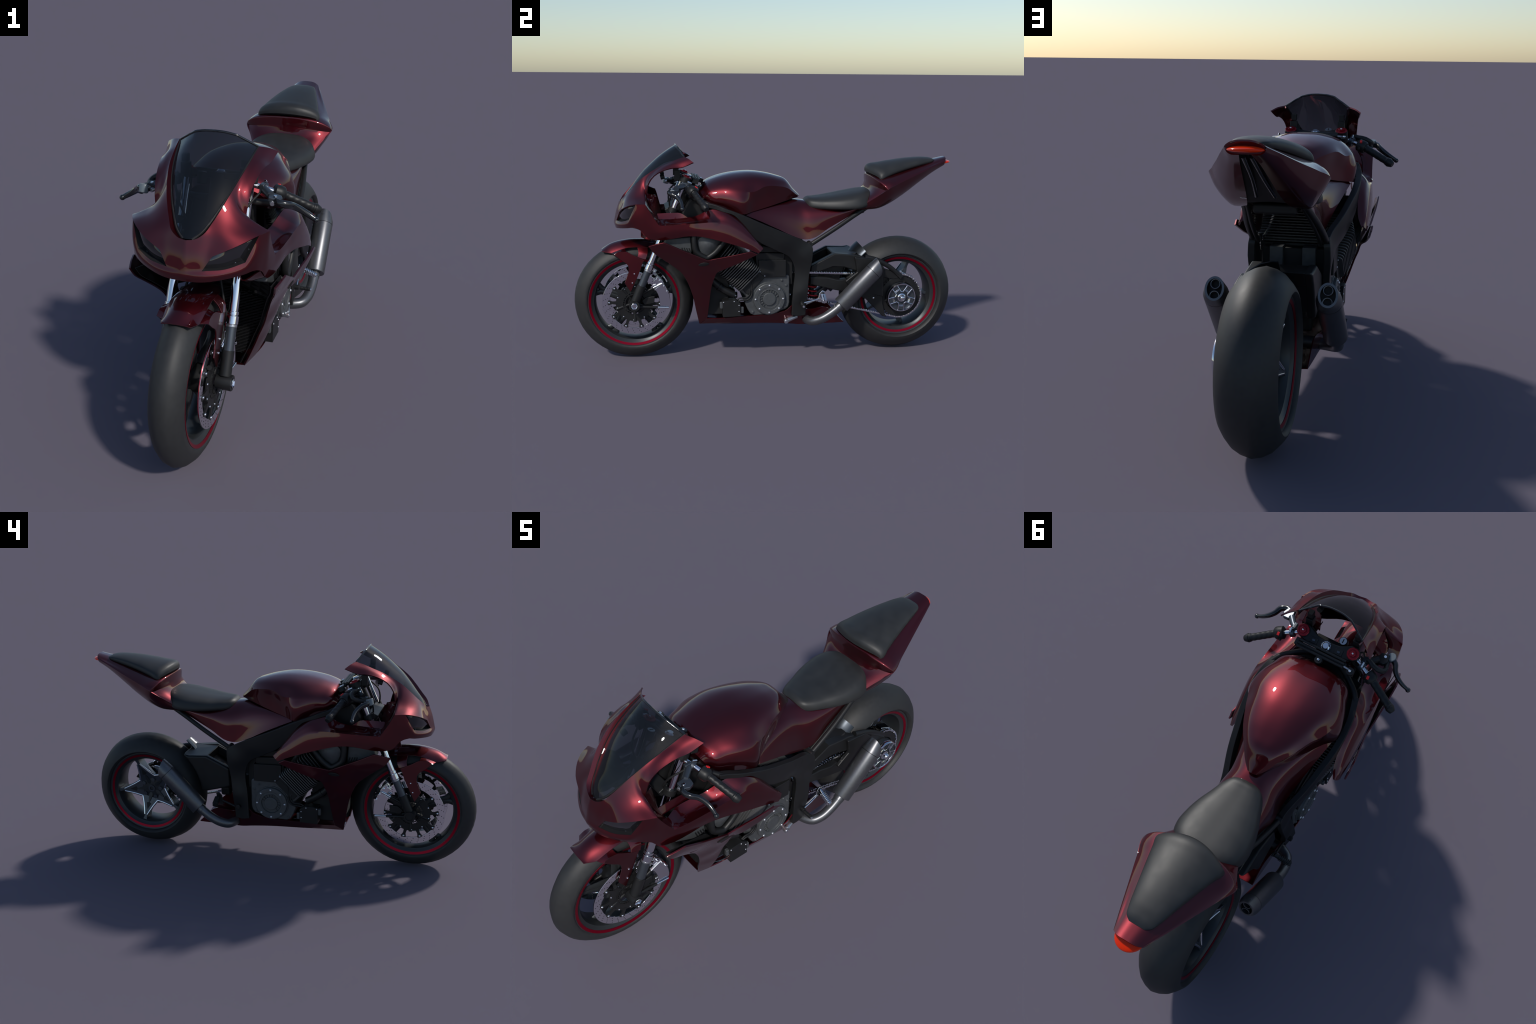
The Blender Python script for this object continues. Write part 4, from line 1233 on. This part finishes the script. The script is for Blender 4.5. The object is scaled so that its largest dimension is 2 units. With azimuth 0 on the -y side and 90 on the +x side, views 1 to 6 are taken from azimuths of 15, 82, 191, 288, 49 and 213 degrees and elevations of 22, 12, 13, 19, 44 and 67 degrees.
# ================================================================== ENGINE
def make_engine():
    case = [(-.057, .436), (-.03, .442), (.085, .447), (.096, .438), (.098, .30), (.092, .276), (.070, .262), (.0, .24), (-.085, .236), (-.105, .245), (-.118, .265), (-.136, .305), (-.125, .35), (-.095, .405)]
    eng = prism("engine", case, -.140, .140, ENGINE, None, .008, 3)
    V, F = prism_geo([(-.115, .25), (.09, .25), (.09, .40), (-.10, .40)], -.146, .146)
    for s in (1, -1):
        c = (0, -.010, .326)
        d = lambda v: s*v
        lathe("clutch_cover", [(d(.136), .088), (d(.143), .088), (d(.1445), .0865), (d(.1445), .083), (d(.156), .081), (d(.158), .0785), (d(.158), .062), (d(.1565), .0605), (d(.1565), .0515), (d(.158), .050), (d(.1515), .048), (d(.1515), .0345), (d(.1585), .033), (d(.1595), .031), (d(.1595), .0002)],
              c, (1, 0, 0), ENGINE, eng, 64, smooth=25)
        for i in range(8):
            y, z = polar((-.010, .326), .0715, math.radians(90 + 45*i))
            bolt(s*.158, y, z, eng, BOLT_ME, 1.15, (s, 0, 0))
        V, F = [], []
        for i in range(12):
            a = math.radians(20 + 19*i)
            y, z = polar((-.010, .326), .0415, a)
            V, F = merge_geo((V, F), box_geo((s*.1545, y, z), (.006, .013, .0035), Matrix.Rotation(a + .25, 3, 'X')))
        build("cover_vanes", V, F, ENGINE, eng, 30, bevel=.001)
        for y, z in ((.056, .420), (.079, .392), (.073, .276), (-.093, .255)):
            rod("case_boss", (s*.138, y, z), (s*.1425, y, z), .0085, ENGINE, eng)
            bolt(s*.142, y, z, eng, DBOLT_ME, .9, (s, 0, 0))
        # square side box above the case
        V, F = prism_geo([(-.066, .529), (.075, .528), (.076, .440), (-.033, .438), (-.066, .466)], s*.12, s*.152)
        build("side_box", V, F, TRIM, eng, 30, bevel=.0025)
        for y, z in ((-.058, .470), (-.034, .447)):
            bolt(s*.152, y, z, eng, BOLT_ME, .7, (s, 0, 0))
        # low pump box
        pb = prism("pump_box", [(-.251, .326), (-.185, .329), (-.159, .310), (-.159, .242), (-.249, .239)], s*.112, s*.166, TRIM, eng, .002)
        for y, z in ((-.246, .318), (-.192, .321), (-.167, .300), (-.167, .268)):
            bolt(s*.166, y, z, eng, BOLT_ME, .65, (s, 0, 0))
        box("pump_lug", (s*.150, -.256, .300), (.018, .016, .034), ENGINE, eng, None, .004)
        box("pump_lug", (s*.150, -.150, .272), (.018, .016, .034), ENGINE, eng, None, .004)
        # hoses
        tube("oil_hose", [(s*.148, -.070, .448), (s*.149, -.095, .420), (s*.148, -.100, .385), (s*.15, -.100, .350), (s*.15, -.120, .325), (s*.15, -.155, .322), (s*.148, -.178, .314)], .0042, BLACK, eng, 10, 6)
        tube("oil_hose", [(s*.140, -.128, .392), (s*.148, -.112, .375), (s*.149, -.112, .350), (s*.149, -.128, .336), (s*.149, -.165, .332), (s*.148, -.176, .324)], .0042, BLACK, eng, 10, 6)
        # exhaust header in front of the cylinder
        tube("exhaust_header", [(s*.128, -.300, .425), (s*.130, -.272, .400), (s*.130, -.225, .366), (s*.125, -.190, .345)], .0185, TRIM, eng, 18, 5)
        rod("header_collar", (s*.130, -.268, .3965), (s*.130, -.258, .389), .0215, TRIM, eng)
        rod("header_tip", (s*.126, -.198, .350), (s*.124, -.178, .338), .009, STEEL, eng, .006)
    # front cylinder: rounded cooling fins stacked along the barrel axis
    ax = Vector((0, -.71, .70)).normalized()
    tr = Vector((0, .70, .71)).normalized()
    base = Vector((0, -.112, .428))
    out = []
    hw, hl, cr = .170, .080, .026
    for cx, cl, a0 in ((hw-cr, hl-cr, 0), (-hw+cr, hl-cr, 90), (-hw+cr, -hl+cr, 180), (hw-cr, -hl+cr, 270)):
        for k in range(5):
            a = math.radians(a0 + 22.5*k)
            out.append((cx + cr*math.cos(a), cl + cr*math.sin(a)))
    n = len(out)
    V = [tuple(Vector((x, 0, 0)) + tr*l + ax*h) for h in (-.0027, .0027) for x, l in out]
    F = [list(range(n))[::-1], list(range(n, 2*n))] + [[i, (i+1) % n, n + (i+1) % n, n + i] for i in range(n)]
    first = build("cooling_fin", V, F, FINM, eng, 40, bevel=.0011)
    NF = 17
    for i in range(NF):
        o = first if i == 0 else first.copy()
        if i:
            SCN.objects.link(o)
        k = 1.0 if i < 11 else 1.0 - .03*(i - 10)
        o.location = base + ax*(.0125*i)
        o.scale = (k * (1 + .022*i), k, 1)
    prism("cylinder_block", [tuple((base + ax*h + tr*l).yz) for h, l in ((-.05, -.062), (-.05, .066), (.205, .058), (.205, -.058))], -.150, .150, BLACK, eng, .004)
    # cylinder skirt under the fins
    prism("barrel_foot", [tuple((base + ax*h + tr*l).yz) for h, l in ((-.07, -.075), (-.07, .06), (-.008, .076), (-.008, -.076))], -.138, .138, FINM, eng, .005)
    # cylinder head with smooth domed cover framed by a black rail
    for s in (1, -1):
        dome = [(.222, -.376, .653), (.221, -.370, .611), (.219, -.353, .585), (.217, -.335, .575), (.215, -.308, .591), (.214, -.270, .635), (.215, -.258, .669), (.221, -.318, .682)]
        V, F = plate_geo(dome, [(.236, -.322, .632), (.232, -.343, .619), (.230, -.297, .641)], {3}, .012)
        shell("head_cover", [([(s*x, y, z) for x, y, z in V], F)], .05, ENGINE, eng, 40, OUTX, .003)
        tube("head_rail", [(s*x, y, z) for x, y, z in ((.232, -.394, .690), (.234, -.395, .640), (.233, -.386, .599), (.230, -.358, .576), (.228, -.335, .566), (.227, -.307, .580), (.226, -.262, .626), (.224, -.232, .666))],
             [.013, .013, .014, .0145, .014, .0135, .013, .012], TRIM, eng, 14, 6)
        prism("head_rail_web", [(-.405, .69), (-.405, .63), (-.392, .59), (-.36, .567), (-.335, .557), (-.30, .574), (-.225, .655), (-.225, .69)], s*.16, s*.214, TRIM, eng, .006)
        prism("head_side", [(-.545, .622), (-.53, .66), (-.41, .668), (-.405, .59), (-.45, .578)], s*.14, s*.210, ENGINE, eng, .006)
        for i in range(4):
            box("head_vent", (s*.2105, -.450 + .0115*i, .604 - .001*i), (.004, .0055, .028), BLACK, eng, Matrix.Rotation(.35, 3, 'X'), .001)
    prism("head_core", [(-.40, .58), (-.33, .545), (-.22, .64), (-.26, .70), (-.38, .68)], -.20, .20, BLACK, eng, .006)
    # air box between the beams, with two rear blocks
    prism("air_box", [(-.081, .565), (.069, .560), (.070, .545), (.05, .43), (-.07, .43)], -.138, .138, TRIM, eng, .004)
    prism("air_box_lid", [(-.07, .563), (.066, .560), (.066, .585), (-.04, .598), (-.075, .585)], -.130, .130, TRIM, eng, .006)
    for x in (-.063, .063):
        box("rear_block", (x, .105, .505), (.052, .06, .105), ENGINE, eng, None, .003)
    box("rear_core", (0, .09, .47), (.24, .05, .16), BLACK, eng, None, .004)
    # rear stack of horizontal fins, stepping down and back
    V, F = box_geo((0, 0, 0), (1, 1, 1))
    f0 = build("rear_fin", V, F, FINM, eng, 30)
    NR = 15
    for i in range(NR):
        o = f0 if i == 0 else f0.copy()
        if i:
            SCN.objects.link(o)
        t = i / (NR - 1)
        o.location = (0, -.045 + .085*t, .705 - .135*t)
        o.scale = (2*(.090 + .032*t), .085, .0042)
    prism("rear_cylinder_core", [(-.09, .715), (-.03, .715), (.065, .57), (-.07, .57)], -.075, .075, BLACK, eng, .004)
    # rear shock
    pts = [(0.09 + .0 , .215, .40)]
    a, b = Vector((.055, .215, .46)), Vector((.055, .235, .28))
    rod("rear_shock", a, b, .014, TRIM, None)
    hp = []
    for k in range(90):
        t = k / 89
        w = t * 2*math.pi*7.5
        hp.append(a + (b - a)*t + Vector((math.cos(w)*.026, math.sin(w)*.026, 0)))
    V, F = tube_geo([tuple(p) for p in hp], .0038, 8, 1)
    build("shock_spring", V, F, SPRING, None, 50)
    box("gearbox_rear", (0, .13, .34), (.17, .09, .20), BLACK, eng, None, .01)
    box("lower_linkage", (-.06, .255, .345), (.05, .05, .05), TRIM, eng, None, .012)
make_engine()

# ================================================================== SWING ARM
def make_swingarm():
    # hollow box ahead of the tyre, carried across to both sides
    def arc(r, a0, a1, n):
        return [polar(AXR, r, math.radians(a0 + (a1-a0)*k/(n-1))) for k in range(n)]
    box_out = [(.212, .385), (.214, .484), (.335, .543), (.43, .539)] + arc(.332, 134, 172, 7) + [(.345, .352)]
    arm = prism("swing_arm", box_out, -.126, -.090, TRIM, None, .014, 3, 40)
    prism("swing_arm_plate", [(.212, .452), (.214, .482), (.340, .546), (.46, .534), (.50, .522), (.455, .450), (.39, .472), (.33, .476), (.26, .452)], .070, .112, TRIM, arm, .006)
    prism("swing_arm_post", [(.44, .528), (.55, .515), (.60, .470), (.60, .31), (.548, .322), (.50, .300), (.44, .345), (.392, .400), (.455, .448)], .108, .128, TRIM, arm, .006)
    prism("swing_arm_lower", [(.210, .425), (.30, .420), (.365, .404), (.40, .410), (.47, .38), (.47, .325), (.40, .340), (.345, .350), (.210, .385)], .070, .112, TRIM, arm, .006)
    prism("swing_arm_backing", [(.212, .386), (.213, .48), (.335, .54), (.40, .535)] + arc(.335, 136, 168, 5) + [(.345, .356)], .060, .072, BLACK, arm, .003)
    # bridge with open top pockets
    prism("swing_arm_bridge", [(.335, .500), (.335, .540), (.43, .537)] + arc(.332, 134, 148, 4), -.10, .09, TRIM, arm, .006)
    prism("swing_arm_front", [(.212, .386), (.213, .44), (.26, .44), (.26, .37)], -.11, .09, TRIM, arm, .006)
    prism("swing_arm_inner", [(.26, .365), (.26, .46), (.34, .50)] + arc(.334, 142, 168, 5), -.104, .066, BLACK, arm, .004)
    # upper rail sweeping to the axle
    tube("upper_rail", [(.105, .50, .518), (.112, .56, .505), (.114, .61, .482), (.112, .66, .446), (.108, .70, .41)], [.014, .012, .010, .009, .010], TRIM, arm, 12, 6, 45, (), 1.3)
    prism("rail_gusset", [(.60, .462), (.655, .443), (.70, .408), (.66, .40), (.60, .41)], .098, .108, TRIM, arm, .004)
    # lower chain guard with bolt
    g = prism("chain_guard", [(.503, .304), (.548, .324), (.592, .322), (.600, .27), (.615, .215), (.625, .197), (.600, .203), (.560, .245)], .112, .122, TRIM, arm, .004)
    bolt(.122, .548, .305, arm, CBOLT_ME, 1.1)
    V, F = ring_geo(.699, .303, .078, .118, .104, .108, 64)
    rod("axle_carrier", (.02, *AXR), (.098, *AXR), .052, TRIM, arm)
    prism("axle_arm", [(.46, .36), (.52, .43), (.60, .42), (.70, .37), (.76, .31), (.70, .24), (.62, .255), (.55, .31)], .066, .090, TRIM, arm, .010, 3)
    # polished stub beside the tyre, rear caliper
    rows = []
    for th, R0 in ((127.5, .353), (134, .351), (142, .347), (152, .342)):
        r = []
        for x, dr in ((-.012, .001), (.012, .001), (.050, .012), (.076, .032), (.086, .043), (.089, .048)):
            y, z = polar(AXR, R0 - dr, math.radians(th))
            r.append((x, y, z))
        rows.append(r)
    G = grid(rows, 2, 3, (), (1, 2, 3, 4))
    shell("hugger", [grid_geo(G)], .004, HUGM, arm, 24, lambda c: Vector((0, c.y - .695, c.z - .306)), 0)
    prism("rear_caliper", [polar(AXR, r, math.radians(a)) for r, a in ((.075, 20), (.12, 18), (.122, 60), (.078, 62))], .020, .060, TRIM, arm, .006)
    prism("rear_caliper_cover", [polar(AXR, r, math.radians(a)) for r, a in ((.112, 52), (.126, 52), (.128, 84), (.113, 84))], .045, .085, CHROME, arm, .004)
    for k in range(4):
        rod("caliper_piston", (.018, *polar(AXR, .095, math.radians(150 + 22*k))), (.03, *polar(AXR, .095, math.radians(150 + 22*k))), .012, TRIM, arm)
make_swingarm()

# ================================================================== EXHAUST
def make_exhaust():
    for s in (1, -1):
        m = lambda p: (s*p[0], p[1], p[2])
        a, b = Vector((.198, .357, .293)), Vector((.193, .522, .464))
        ax = (b - a).normalized()
        u = Vector((1, 0, 0))
        u = (u - ax*u.dot(ax)).normalized()
        w = ax.cross(u)
        r, N = .0445, 44
        nrm = Vector((0, .92, .38)).normalized()
        oc = Vector((.191, .556, .494))
        V, F = [], []
        def ring(c, rr, plane=False, sx=1.0):
            L = []
            for k in range(N):
                t = 2*math.pi*k/N
                p = c + (u*math.cos(t)*sx + w*math.sin(t))*rr
                if plane:
                    p = p + ax * ((oc - p).dot(nrm) / ax.dot(nrm))
                L.append(m(p))
            return L
        rings = [ring(a, .022), ring(a, r*.97), ring(a + ax*.003, r), ring(b - ax*.0008, r)]
        body = [p for R in rings for p in R]
        F = []
        for i in range(3):
            for k in range(N):
                k2 = (k+1) % N
                F.append([i*N + k, i*N + k2, (i+1)*N + k2, (i+1)*N + k])
        can = build("silencer", body, F, CAN, None, 35)
        rings = [ring(b + ax*.0008, r*.985), ring(b + ax*.0012, r), ring(b + ax*.018, r*.985), ring(b, r*.86, True, .88), ring(b, r*.70, True, .84), [m(Vector((s*q[0], q[1], q[2])) - nrm*.030) for q in ring(b, r*.70, True, .84)]]
        cap = [p for R in rings for p in R]
        F = []
        for i in range(5):
            for k in range(N):
                k2 = (k+1) % N
                F.append([i*N + k, i*N + k2, (i+1)*N + k2, (i+1)*N + k])
        ec = build("end_cap", cap, F, CAN, can, 35)
        bk = ring(b, r*.71, True, .85)
        bk = [m(Vector((s*q[0], q[1], q[2])) - nrm*.028) for q in bk]
        build("cap_backing", bk, [list(range(N))], BLACK, can, None)
        up = Vector((0, -.38, .92))
        for k in (-1, 1):
            q = oc + up*.0205*k*1.0 - nrm*.026
            V, F = lathe_geo([(0, .0175), (.022, .0175), (.0225, .0165), (.022, .0145), (.0, .0140)], m(q), Vector(m(nrm)), 24, True)
            build("outlet_pipe", V, F, CAN, can, 40)
        tube("exhaust_pipe", [m(p) for p in ((.200, .375, .312), (.200, .335, .275), (.199, .295, .245), (.192, .25, .219), (.175, .215, .206), (.14, .195, .203), (.06, .188, .206), (-.0, .186, .207))], .0230, CAN, can, 20, 6)
        rod("silencer_collar", m(Vector((.199, .340, .279))), m(Vector((.198, .357, .293))), .0255, CAN, can)
make_exhaust()
